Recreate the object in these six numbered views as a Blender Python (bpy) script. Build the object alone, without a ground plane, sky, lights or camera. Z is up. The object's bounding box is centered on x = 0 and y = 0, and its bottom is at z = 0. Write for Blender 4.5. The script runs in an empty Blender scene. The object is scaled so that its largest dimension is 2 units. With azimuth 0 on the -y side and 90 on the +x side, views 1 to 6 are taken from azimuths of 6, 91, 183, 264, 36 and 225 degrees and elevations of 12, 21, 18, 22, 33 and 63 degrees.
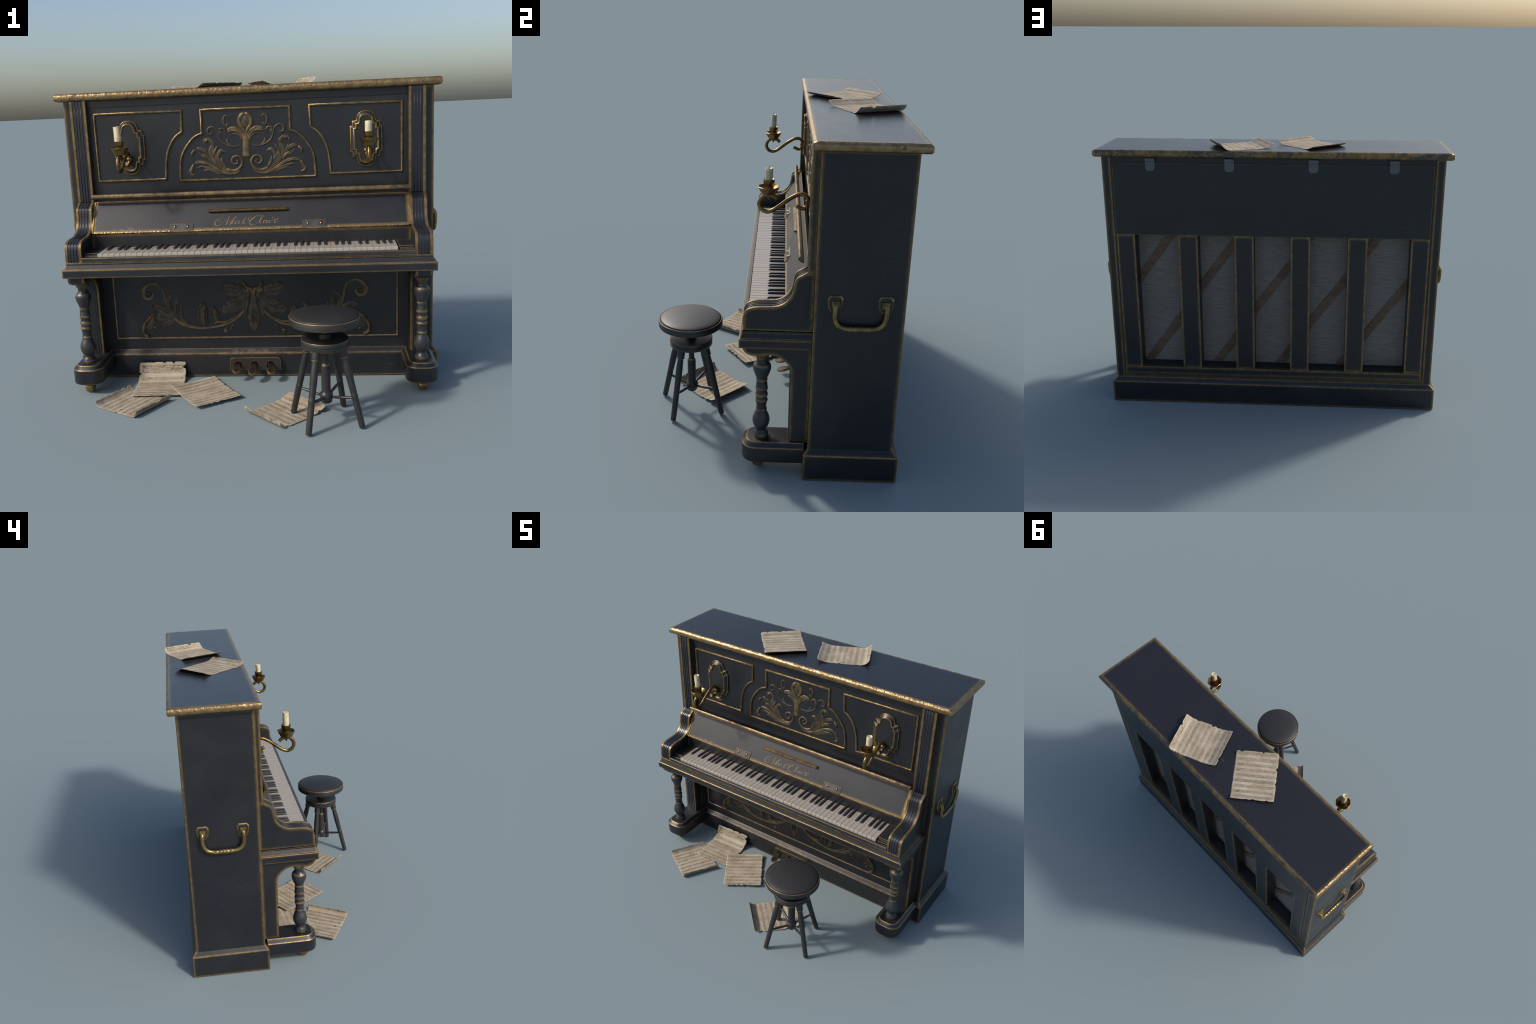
import bpy, bmesh, math, random
from mathutils import Vector, Matrix, noise

random.seed(7)
rnd = random.Random(11)
COL = bpy.context.scene.collection

# ------------------------------------------------------------------ materials
class NT:
    """small helper to wire shader nodes"""
    def __init__(s, name):
        s.m = bpy.data.materials.new(name)
        s.m.use_nodes = True
        s.t = s.m.node_tree
        s.t.nodes.clear()
        s.out = s.n('ShaderNodeOutputMaterial')
        s.b = s.n('ShaderNodeBsdfPrincipled')
        s.t.links.new(s.b.outputs[0], s.out.inputs[0])
        s.tc = s.n('ShaderNodeTexCoord')
        s.co = s.tc.outputs['Object']

    def n(s, kind, **k):
        nd = s.t.nodes.new(kind)
        for a, v in k.items():
            setattr(nd, a, v)
        return nd

    def set(s, sock, v):
        if hasattr(v, 'is_linked') or isinstance(v, bpy.types.NodeSocket):
            s.t.links.new(v, sock)
        elif isinstance(v, (tuple, list)) and len(v) == 3 and sock.type == 'RGBA':
            sock.default_value = (*v, 1)
        else:
            sock.default_value = v

    def math(s, op, a, b=0.0, clamp=False):
        nd = s.n('ShaderNodeMath', operation=op, use_clamp=clamp)
        s.set(nd.inputs[0], a)
        s.set(nd.inputs[1], b)
        return nd.outputs[0]

    def noise(s, scale, detail=4, rough=.55, co=None, stretch=None, dist=0.0):
        co = co or s.co
        if stretch:
            mp = s.n('ShaderNodeMapping')
            mp.inputs['Scale'].default_value = stretch
            s.t.links.new(co, mp.inputs[0])
            co = mp.outputs[0]
        nd = s.n('ShaderNodeTexNoise')
        nd.inputs['Scale'].default_value = scale
        nd.inputs['Detail'].default_value = detail
        nd.inputs['Roughness'].default_value = rough
        nd.inputs['Distortion'].default_value = dist
        s.t.links.new(co, nd.inputs['Vector'])
        return nd.outputs['Fac']

    def ramp(s, v, lo, hi, a=0.0, b=1.0, smooth=True):
        nd = s.n('ShaderNodeMapRange', interpolation_type='SMOOTHSTEP' if smooth else 'LINEAR')
        s.set(nd.inputs['Value'], v)
        nd.inputs['From Min'].default_value = lo
        nd.inputs['From Max'].default_value = hi
        nd.inputs['To Min'].default_value = a
        nd.inputs['To Max'].default_value = b
        return nd.outputs[0]

    def mix(s, f, a, b):
        nd = s.n('ShaderNodeMix', data_type='RGBA')
        s.set(nd.inputs[0], f)
        s.set(nd.inputs[6], a)
        s.set(nd.inputs[7], b)
        return nd.outputs[2]

    def bump(s, h, strength, dist, normal=None):
        nd = s.n('ShaderNodeBump')
        nd.inputs['Strength'].default_value = strength
        nd.inputs['Distance'].default_value = dist
        s.t.links.new(h, nd.inputs['Height'])
        if normal is not None:
            s.t.links.new(normal, nd.inputs['Normal'])
        return nd.outputs[0]

    def bevel(s, r, samples=6):
        nd = s.n('ShaderNodeBevel', samples=samples)
        nd.inputs['Radius'].default_value = r
        return nd.outputs[0]

    def edge(s, r, samples=8):
        """0 on flat ground, rising towards the part's own edges"""
        g = s.n('ShaderNodeNewGeometry')
        d = s.n('ShaderNodeVectorMath', operation='DOT_PRODUCT')
        s.t.links.new(s.bevel(r, samples), d.inputs[0])
        s.t.links.new(g.outputs['Normal'], d.inputs[1])
        return s.math('SUBTRACT', 1.0, s.math('ABSOLUTE', d.outputs['Value']))

    def band(s, axis, lo, hi, soft):
        sx = s.n('ShaderNodeSeparateXYZ')
        s.t.links.new(s.co, sx.inputs[0])
        v = sx.outputs[axis]
        return s.math('MULTIPLY', s.ramp(v, lo - soft, lo + soft), s.ramp(v, hi - soft, hi + soft, 1, 0))


GOLD_A, GOLD_B = (0.270, 0.182, 0.074), (0.180, 0.115, 0.048)
DARK_A, DARK_B = (0.0116, 0.0121, 0.0147), (0.0172, 0.0175, 0.0203)


def gold_colour(k, scale=30):
    return k.mix(k.ramp(k.noise(scale, 3), .38, .62), GOLD_A, GOLD_B)


def lacquer(name, edge_r=.027, wear=True, dark=(DARK_A, DARK_B), chips=None, rough=.35, worn=1.0, rvar=1.0, scratch=True, foot=None):
    """black-blue varnished wood whose own edges are rubbed through to gilding"""
    k = NT(name)
    base = k.mix(k.ramp(k.noise(4.5, 5, .6), .35, .68), *dark)
    specks = k.ramp(k.noise(70, 2, .5), .745, .765)
    base = k.mix(k.math('MULTIPLY', specks, .35), base, (.12, .11, .10))
    rgh = k.ramp(k.noise(7, 4), .3, .7, rough - .025 * rvar, rough + .05 * rvar)
    grain = k.noise(60, 3, .6, stretch=(.12, 1, 1))
    h = k.math('ADD', k.math('MULTIPLY', grain, .5), k.noise(260, 2))
    nrm = None
    if wear:
        e = k.edge(edge_r)
        nz = k.math('ADD', k.math('MULTIPLY', k.noise(22, 4, .6), 1.0), .5)
        m = k.ramp(k.math('MULTIPLY', k.math('MULTIPLY', e, nz), worn), .004, .070)
        nrm = k.bevel(.0035, 5)
    else:
        m = None
    if scratch:
        sc = k.noise(9, 3, .6, stretch=(1.0, 1.0, 16.0), dist=.6)
        far = k.ramp(k.noise(2.3, 2), .50, .60)
        sc = k.math('MULTIPLY', k.ramp(sc, .700, .712), far)
        base = k.mix(k.math('MULTIPLY', sc, .55), base, (.085, .080, .076))
    if foot:
        q = k.math('MULTIPLY', k.band('Z', -1, foot, .006), k.math('ADD', k.math('MULTIPLY', k.noise(40, 5, .65), 1.6), -.25))
        base = k.mix(k.math('MULTIPLY', q, .8, clamp=True), base, GOLD_A)
    if chips:
        # (x lo, x hi, z lo, z hi): places where the varnish has flaked off to the bare wood
        for (x0, x1, z0, z1) in chips:
            c = k.math('MULTIPLY', k.math('MULTIPLY', k.band('X', x0, x1, .06), k.band('Y', -1, .3, .01)), k.band('Z', z0, z1, .012))
            c = k.ramp(k.math('MULTIPLY', c, k.noise(34, 7, .72)), .485, .515)
            base = k.mix(k.math('MULTIPLY', c, .85), base, k.mix(k.noise(60, 3), (.080, .046, .026), (.125, .086, .060)))
            h = k.math('ADD', h, k.math('MULTIPLY', c, -1.5))
    if m is not None:
        base = k.mix(m, base, gold_colour(k))
        k.set(k.b.inputs['Metallic'], k.math('MULTIPLY', m, .6))
        rgh = k.math('ADD', rgh, k.math('MULTIPLY', m, .02))
    k.set(k.b.inputs['Base Color'], base)
    k.set(k.b.inputs['Roughness'], rgh)
    k.set(k.b.inputs['Normal'], k.bump(h, .16, .002, nrm))
    return k.m


def gilding(name, a=GOLD_A, b=GOLD_B, worn=.0, bump=.35, scale=70, metal=.65, rough=.42, speck=(.03, .03, .034)):
    k = NT(name)
    col = k.mix(k.ramp(k.noise(26, 3), .38, .62), a, b)
    if worn:
        n1 = k.noise(34, 5, .68, dist=.4)
        n2 = k.noise(5, 2)
        w = k.ramp(k.math('ADD', n1, k.math('MULTIPLY', k.math('SUBTRACT', n2, .5), .55)), .66 - worn * .3, .72 - worn * .3)
        col = k.mix(k.math('MULTIPLY', w, .85), col, speck)
        k.set(k.b.inputs['Metallic'], k.math('MULTIPLY', k.math('SUBTRACT', 1.0, w), metal))
    else:
        k.b.inputs['Metallic'].default_value = metal
    k.set(k.b.inputs['Base Color'], col)
    k.b.inputs['Roughness'].default_value = rough
    k.set(k.b.inputs['Normal'], k.bump(k.noise(scale, 3), bump, .004))
    return k.m


def plain(name, a, b=None, rough=.5, metal=0.0, scale=20, bump=.1, bscale=120, stretch=None):
    k = NT(name)
    if b is None:
        b = tuple(c * 1.35 for c in a)
    k.set(k.b.inputs['Base Color'], k.mix(k.ramp(k.noise(scale, 4, .6, stretch=stretch), .34, .66), a, b))
    k.b.inputs['Roughness'].default_value = rough
    k.b.inputs['Metallic'].default_value = metal
    k.set(k.b.inputs['Normal'], k.bump(k.noise(bscale, 3, stretch=stretch), bump, .002))
    return k.m


def paper_material(seed):
    """aged paper printed with staves: rows of five lines, crowded with notes and beams"""
    k = NT('aged_sheet_paper')
    mp = k.n('ShaderNodeMapping')
    mp.inputs['Location'].default_value = (seed * 3.7, seed * 1.3, 0)
    k.t.links.new(k.co, mp.inputs[0])
    sx = k.n('ShaderNodeSeparateXYZ')
    k.t.links.new(k.co, sx.inputs[0])
    X, Y = sx.outputs['X'], sx.outputs['Y']
    stains = k.noise(11, 4, .6, co=mp.outputs[0])
    base = k.mix(k.ramp(stains, .36, .66), (.53, .455, .345), (.40, .33, .235))
    fine = k.noise(60, 3, .6, co=mp.outputs[0])
    base = k.mix(k.ramp(fine, .5, .8, 0, .35), base, (.30, .235, .16))
    streak = k.noise(7, 3, .6, co=mp.outputs[0], stretch=(.8, 9, 1))
    base = k.mix(k.ramp(streak, .48, .68, 0, .5), base, (.29, .23, .16))
    row = k.math('DIVIDE', k.math('ADD', Y, .165), .0355)
    f = k.math('FRACT', row)
    rid = k.math('FLOOR', row)
    inrow = k.math('MULTIPLY', k.ramp(f, .20, .26), k.ramp(f, .74, .80, 1, 0))
    # five staff lines in a row
    g = k.math('FRACT', k.math('MULTIPLY', f, 9.0))
    line = k.math('MULTIPLY', k.math('MULTIPLY', k.ramp(g, .30, .42), k.ramp(g, .58, .70, 1, 0)), inrow)
    # notes: dashes that change from cell to cell
    def cells(sx_, sy_, off, lo, hi):
        c = k.n('ShaderNodeCombineXYZ')
        k.set(c.inputs[0], k.math('MULTIPLY', X, sx_))
        k.set(c.inputs[1], k.math('ADD', k.math('MULTIPLY', f, sy_), k.math('MULTIPLY', rid, 17.31)))
        c.inputs[2].default_value = off + seed
        nn = k.n('ShaderNodeTexNoise')
        nn.inputs['Scale'].default_value = 1.0
        nn.inputs['Detail'].default_value = 1.5
        k.t.links.new(c.outputs[0], nn.inputs['Vector'])
        return k.ramp(nn.outputs['Fac'], lo, hi)
    stems = k.math('MULTIPLY', cells(300, 2.6, 0.0, .57, .64), inrow)
    beams = k.math('MULTIPLY', cells(50, 8.0, 5.0, .56, .63), inrow)
    wide = k.math('MULTIPLY', k.ramp(f, .12, .22), k.ramp(f, .80, .9, 1, 0))
    heads = k.math('MULTIPLY', cells(190, 9.0, 9.0, .64, .70), wide)
    ink = k.math('MAXIMUM', k.math('MULTIPLY', line, .52), k.math('MULTIPLY', stems, .68))
    ink = k.math('MAXIMUM', ink, k.math('MULTIPLY', beams, .78))
    ink = k.math('MAXIMUM', ink, k.math('MULTIPLY', heads, .7))
    # margins stay blank
    mar = k.math('MULTIPLY', k.ramp(k.math('ABSOLUTE', X), .113, .118, 1, 0), k.ramp(k.math('ABSOLUTE', Y), .153, .157, 1, 0))
    # every row was inked and has faded differently
    rn = k.n('ShaderNodeTexWhiteNoise', noise_dimensions='1D')
    k.set(rn.inputs['W'], k.math('ADD', rid, seed * 5.17))
    fade = k.math('ADD', k.math('MULTIPLY', rn.outputs['Value'], .55), .55)
    patch = k.ramp(k.noise(9, 3, .6, co=mp.outputs[0]), .32, .62, .55, 1.15)
    ink = k.math('MULTIPLY', k.math('MULTIPLY', ink, fade), patch, clamp=True)
    base = k.mix(k.math('MULTIPLY', k.math('MULTIPLY', inrow, fade), .22), base, (.22, .17, .125))
    base = k.mix(k.math('MULTIPLY', ink, mar), base, (.065, .049, .038))
    k.set(k.b.inputs['Base Color'], base)
    k.b.inputs['Roughness'].default_value = .85
    k.b.inputs['Specular IOR Level'].default_value = .2
    k.set(k.b.inputs['Normal'], k.bump(k.noise(30, 3), .25, .003))
    tr = k.n('ShaderNodeBsdfTranslucent')
    k.t.links.new(base, tr.inputs[0])
    mx = k.n('ShaderNodeMixShader')
    mx.inputs[0].default_value = .12
    k.t.links.new(k.b.outputs[0], mx.inputs[1])
    k.t.links.new(tr.outputs[0], mx.inputs[2])
    k.t.links.new(mx.outputs[0], k.out.inputs[0])
    return k.m


M_LAC = lacquer('black_lacquer_gilt_edges')
M_LACTOP = lacquer('black_lacquer_lid_top', edge_r=.030, rough=.28, rvar=.3, worn=3.5, dark=((.0150, .0155, .0195), (.0172, .0177, .0218)))
M_TOE = lacquer('toe_block_lacquer', edge_r=.010, worn=1.0)
M_LACS = lacquer('black_lacquer_fine_edges', edge_r=.0075)
M_SLAB = lacquer('key_bed_lacquer', edge_r=.014)
M_PLAIN = lacquer('black_lacquer', wear=False)
M_NAVY = lacquer('blue_black_lacquer', wear=False, dark=((.013, .0145, .021), (.019, .0205, .027)), rough=.32)
M_FALL = lacquer('fallboard_lacquer', foot=.8555, edge_r=.018, rough=.40, dark=((.0100, .0100, .0118), (.0145, .0145, .0160)),  # base darkened to hold down the light this upward-leaning board catches
                 chips=[(-.76, -.56, .835, .874), (.36, .56, .835, .858)])
M_PLINTH = lacquer('plinth_lacquer', chips=[(-.24, .26, .118, .146), (-.16, .20, .124, .160)], worn=2.0, edge_r=.020)
M_GOLD = gilding('worn_gilding')
M_LIDGOLD = gilding('lid_edge_gilding', worn=.08, bump=.9, scale=60, rough=.30, metal=.75, a=(.33, .225, .105), b=(.24, .155, .075))
M_LIDBACK = gilding('lid_back_gilding', worn=.55, bump=.8, scale=55, rough=.40)
M_TRIM = gilding('moulding_gilding', a=(.26, .178, .080), b=(.150, .098, .046), worn=.06, bump=.45, scale=90, rough=.34, metal=.75)
M_HALO = plain('painted_contour_shadow', (.0065, .0065, .0075), (.0095, .0092, .0098), rough=.6)
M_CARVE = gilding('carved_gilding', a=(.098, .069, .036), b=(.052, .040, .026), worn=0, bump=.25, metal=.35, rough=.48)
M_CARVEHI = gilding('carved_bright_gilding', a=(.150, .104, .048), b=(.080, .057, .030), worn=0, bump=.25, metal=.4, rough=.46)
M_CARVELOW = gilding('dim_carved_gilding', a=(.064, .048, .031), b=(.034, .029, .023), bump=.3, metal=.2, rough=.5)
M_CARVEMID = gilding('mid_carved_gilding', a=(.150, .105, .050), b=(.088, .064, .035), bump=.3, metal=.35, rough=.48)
M_BRASS = gilding('aged_brass', a=(.27, .18, .066), b=(.15, .094, .037), worn=0, bump=.2, metal=.9, rough=.30)
M_BRASSDK = gilding('dull_brass', a=(.29, .205, .080), b=(.18, .125, .052), bump=.2, metal=.75, rough=.34)
M_PLATE = lacquer('sconce_plate_bronze', edge_r=.006, dark=((.017, .017, .019), (.023, .022, .023)), worn=1.3, rough=.36)
M_RIM = gilding('sconce_rim_brass', a=(.30, .205, .085), b=(.20, .13, .055), bump=.15, metal=.8, rough=.30)
M_PEDALTOP = plain('worn_pedal_face', (.045, .038, .030), (.07, .058, .044), rough=.22, metal=.6, scale=30)
M_PEDAL = lacquer('pedal_bronze', edge_r=.006, dark=((.022, .019, .016), (.03, .025, .02)), worn=1.6, rough=.36)
M_SCRIPT = plain('script_gilding', (.29, .185, .070), (.20, .128, .050), rough=.5, metal=.3)
M_FLUTE = plain('gilt_flute', (.018, .019, .025), (.040, .034, .028), rough=.30, metal=.2, scale=14)
M_IVORY = plain('ivory_key', (.375, .335, .29), (.315, .28, .24), rough=.38, scale=9, bump=.05)
M_IVORYFRONT = plain('ivory_key_front', (.47, .42, .35), (.41, .365, .30), rough=.42, scale=9, bump=.05)
M_EBONY = plain('ebony_key', (.022, .020, .019), (.032, .029, .027), rough=.30, scale=12)
M_STEEL = plain('grey_steel', (.10, .108, .112), (.135, .143, .147), rough=.42, metal=.35, scale=16)
M_HINGE = plain('dark_steel_hinge', (.045, .043, .042), (.080, .075, .069), rough=.32, metal=.35, scale=24)  # steel colour lightened for the reflection on the fallboard plates
M_BOARD = plain('grey_pine_board', (.165, .140, .120), (.235, .203, .174), rough=.8, scale=20, stretch=(.7, 1, 11), bump=.3, bscale=30)  # wood colour warmed and lightened against blue skylight in the rear bays
M_BRACE = plain('brown_brace_wood', (.110, .060, .037), (.165, .098, .064), rough=.65, scale=12, stretch=(1, 1, 2.5), bump=.2)
M_INSIDE = plain('inner_dark_wood', (.016, .016, .017), (.022, .022, .023), rough=.6)
k = NT('candle_wax')
k.set(k.b.inputs['Base Color'], k.mix(k.ramp(k.noise(45, 4), .4, .7), (.70, .60, .38), (.52, .45, .28)))
k.b.inputs['Roughness'].default_value = .45
k.b.inputs['Subsurface Weight'].default_value = .25
k.b.inputs['Subsurface Radius'].default_value = (.012, .009, .005)
k.b.inputs['Subsurface Scale'].default_value = .5
M_WAX = k.m
M_WICK = plain('charred_wick', (.012, .011, .01), rough=.8)
M_SEAT = plain('black_leather', (.0185, .0180, .0178), (.0240, .0233, .0230), rough=.50, scale=5, bump=.08, bscale=300)
M_STOOL = lacquer('stool_black_paint', edge_r=.0035, dark=((.021, .021, .0225), (.028, .0275, .028)), worn=1.0, rough=.44)
M_STOOLP = plain('stool_black_wood', (.0215, .021, .021), (.030, .0285, .027), rough=.42, scale=14, bump=.12, bscale=90)
M_IRON = plain('stool_iron_rod', (.045, .042, .041), (.06, .055, .052), rough=.36, metal=.4)
M_THIN = gilding('thin_gilt_line', a=(.26, .18, .08), b=(.17, .115, .055), metal=.5)

# ------------------------------------------------------------------ mesh tools

def link(name, me, parent, mats):
    o = bpy.data.objects.new(name, me)
    for m in mats if isinstance(mats, (list, tuple)) else [mats]:
        if len(me.materials) < (len(mats) if isinstance(mats, (list, tuple)) else 1):
            me.materials.append(m)
    COL.objects.link(o)
    if parent is not None:
        o.parent = parent
        off = Vector((0, 0, 0))
        p = parent
        while p is not None:
            off += p.location
            p = p.parent
        o.location = -off
    return o


def place(o, loc):
    off = Vector((0, 0, 0))
    p = o.parent
    while p is not None:
        off += p.location
        p = p.parent
    o.location = Vector(loc) - off


def auto_smooth(me, ang=35):
    bm = bmesh.new()
    bm.from_mesh(me)
    lim = math.radians(ang)
    for f in bm.faces:
        f.smooth = True
    for e in bm.edges:
        if len(e.link_faces) == 2:
            e.smooth = e.calc_face_angle(0) < lim
    bm.to_mesh(me)
    bm.free()


class B:
    """collects geometry for one mesh"""
    def __init__(s):
        s.v, s.f, s.mi, s.sm = [], [], [], []

    def add(s, verts, faces, mi=0, smooth=False):
        o = len(s.v)
        s.v += [tuple(v) for v in verts]
        for f in faces:
            s.f.append(tuple(i + o for i in f))
            s.mi.append(mi)
            s.sm.append(smooth)

    def box(s, x0, x1, y0, y1, z0, z1, mi=0):
        v = [(x, y, z) for z in (z0, z1) for y in (y0, y1) for x in (x0, x1)]
        s.add(v, [(0, 2, 3, 1), (4, 5, 7, 6), (0, 1, 5, 4), (2, 6, 7, 3), (0, 4, 6, 2), (1, 3, 7, 5)], mi)

    def prism(s, poly, axis, a, b, mi=0):
        """poly: 2D outline; axis 'x' -> (y,z) outline, 'y' -> (x,z), 'z' -> (x,y)"""
        def P(p, t):
            return {'x': (t, p[0], p[1]), 'y': (p[0], t, p[1]), 'z': (p[0], p[1], t)}[axis]
        n = len(poly)
        v = [P(p, a) for p in poly] + [P(p, b) for p in poly]
        f = [tuple(range(n)), tuple(range(2 * n - 1, n - 1, -1))]
        f += [(i, i + n, (i + 1) % n + n, (i + 1) % n) for i in range(n)]
        s.add(v, f, mi)

    def loft(s, loops, cap0=True, cap1=True, mis=None, smooth=False, closed=True):
        n = len(loops[0])
        v = [p for l in loops for p in l]
        m = n if closed else n - 1
        for k_ in range(len(loops) - 1):
            f = [(k_ * n + i, k_ * n + (i + 1) % n, (k_ + 1) * n + (i + 1) % n, (k_ + 1) * n + i) for i in range(m)]
            o = len(s.v)
            if k_ == 0:
                base = o
                s.v += [tuple(p) for p in v]
            for q in f:
                s.f.append(tuple(i + base for i in q))
                s.mi.append(mis[k_] if mis else 0)
                s.sm.append(smooth)
        if cap0:
            s.f.append(tuple(base + i for i in range(n)))
            s.mi.append(mis[0] if mis else 0)
            s.sm.append(False)
        if cap1:
            s.f.append(tuple(base + (len(loops) - 1) * n + i for i in reversed(range(n))))
            s.mi.append(mis[-1] if mis else 0)
            s.sm.append(False)

    def lathe(s, prof, c=(0, 0, 0), seg=24, mis=None, rot=0.0, smooth=True):
        """prof: (radius, z) from bottom to top around the vertical through c"""
        loops = []
        for r, z in prof:
            loops.append([(c[0] + r * math.cos(rot + 2 * math.pi * i / seg), c[1] + r * math.sin(rot + 2 * math.pi * i / seg), c[2] + z) for i in range(seg)])
        s.loft(loops, mis=mis, smooth=smooth)

    def tube(s, pts, rad, seg=10, mi=0, smooth=True, cap=True):
        pts = [Vector(p) for p in pts]
        n = len(pts)
        if not isinstance(rad, (list, tuple)):
            rad = [rad] * n
        T = [(pts[min(i + 1, n - 1)] - pts[max(i - 1, 0)]).normalized() for i in range(n)]
        up = Vector((0, 0, 1)) if abs(T[0].z) < .9 else Vector((1, 0, 0))
        N = (up - T[0] * up.dot(T[0])).normalized()
        loops = []
        for i in range(n):
            N = (N - T[i] * N.dot(T[i])).normalized()
            Bn = T[i].cross(N)
            loops.append([tuple(pts[i] + (N * math.cos(a) + Bn * math.sin(a)) * rad[i]) for a in [2 * math.pi * j / seg for j in range(seg)]])
        s.loft(loops, cap0=cap, cap1=cap, mis=[mi] * n, smooth=smooth)

    def obj(s, name, parent, mats, bevel=0.0, bevel_mat=-1, seg=1, smooth_angle=None, recalc=True):
        me = bpy.data.meshes.new(name)
        me.from_pydata(s.v, [], s.f)
        me.polygons.foreach_set('material_index', s.mi)
        me.polygons.foreach_set('use_smooth', s.sm)
        if recalc:
            bm = bmesh.new()
            bm.from_mesh(me)
            bmesh.ops.recalc_face_normals(bm, faces=bm.faces)
            bm.to_mesh(me)
            bm.free()
        if smooth_angle:
            auto_smooth(me, smooth_angle)
        o = link(name, me, parent, mats)
        if bevel:
            md = o.modifiers.new('chamfer', 'BEVEL')
            md.width = bevel
            md.segments = seg
            md.limit_method = 'ANGLE'
            md.angle_limit = math.radians(40)
            md.material = bevel_mat
        return o


def spline(pts, per=8):
    """Catmull-Rom through the control points (any dimension)"""
    P = [tuple(p) for p in pts]
    P = [tuple(2 * a - b for a, b in zip(P[0], P[1]))] + P + [tuple(2 * a - b for a, b in zip(P[-1], P[-2]))]
    out = []
    for i in range(1, len(P) - 2):
        for j in range(per):
            t = j / per
            out.append(tuple(.5 * ((2 * b) + (c - a) * t + (2 * a - 5 * b + 4 * c - d) * t * t + (3 * b - a - 3 * c + d) * t ** 3)
                             for a, b, c, d in zip(P[i - 1], P[i], P[i + 1], P[i + 2])))
    out.append(P[-2])
    return out


def interp(vals, t):
    x = t * (len(vals) - 1)
    i = min(int(x), len(vals) - 2)
    return vals[i] + (vals[i + 1] - vals[i]) * (x - i)


RELIEF = .62

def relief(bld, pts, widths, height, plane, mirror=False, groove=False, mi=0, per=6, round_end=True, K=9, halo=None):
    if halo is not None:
        # near-black stroke drawn round each carved piece as its contact shadow
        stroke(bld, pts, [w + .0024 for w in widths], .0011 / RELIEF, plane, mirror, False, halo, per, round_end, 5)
    stroke(bld, pts, widths, height, plane, mirror, groove, mi, per, round_end, K)


def stroke(bld, pts, widths, height, plane, mirror, groove, mi, per, round_end, K):
    """a raised carved stroke on an upright panel: pts are (x, z), plane(x, z) gives the panel's y.
    widths are half-widths along the stroke, height is how far it stands proud."""
    C = spline(pts, per)
    n = len(C)
    for sgn in ((1, -1) if mirror else (1,)):
        loops = []
        for i in range(n):
            a, b = C[max(i - 1, 0)], C[min(i + 1, n - 1)]
            dx, dz = b[0] - a[0], b[1] - a[1]
            L = math.hypot(dx, dz) or 1
            nx, nz = -dz / L, dx / L
            t = i / (n - 1)
            w = interp(widths, t)
            h = height * RELIEF * min(1, (.35 + w / max(widths) * .65))
            if round_end:
                d = min(t, 1 - t) * n / 3.0
                if d < 1:
                    w *= math.sqrt(max(0, 1 - (1 - d) ** 2)) * .9 + .1
                    h *= .3 + .7 * d
            row = []
            for j in range(K):
                s_ = -1 + 2 * j / (K - 1)
                x, z = C[i][0] + nx * w * s_, C[i][1] + nz * w * s_
                p = math.sqrt(max(0, 1 - s_ * s_))
                if groove:
                    p *= .55 + .75 * abs(s_) ** 1.5
                row.append((x * sgn, plane(x, z) - h * p + (.0006 if abs(s_) == 1 else 0), z))
            loops.append(row)
        v = [p for l in loops for p in l]
        f = []
        for i in range(n - 1):
            for j in range(K - 1):
                q = (i * K + j, i * K + j + 1, (i + 1) * K + j + 1, (i + 1) * K + j)
                f.append(q if sgn > 0 else q[::-1])
        bld.add(v, f, mi, True)


def blob(bld, x, z, rx, rz, h, plane, ang=0.0, mirror=False, mi=0, dish=0.0, seg=16, rings=5):
    """a raised drop or bud; dish > 0 hollows its middle"""
    for sgn in ((1, -1) if mirror else (1,)):
        v, f = [], []
        for r in range(rings + 1):
            q = 1 - r / rings
            hh = h * math.sqrt(max(0, 1 - q * q))
            if dish and q < .62:
                hh = h * (1 - dish * (1 - q / .62))
            for a in range(seg):
                t = 2 * math.pi * a / seg
                px, pz = rx * q * math.cos(t), rz * q * math.sin(t)
                X = x + px * math.cos(ang) - pz * math.sin(ang)
                Z = z + px * math.sin(ang) + pz * math.cos(ang)
                v.append((X * sgn, plane(X, Z) - hh + (.0006 if r == 0 else 0), Z))
        for r in range(rings):
            for a in range(seg):
                q = (r * seg + a, r * seg + (a + 1) % seg, (r + 1) * seg + (a + 1) % seg, (r + 1) * seg + a)
                f.append(q if sgn > 0 else q[::-1])
        bld.add(v, f, mi, True)


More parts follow.
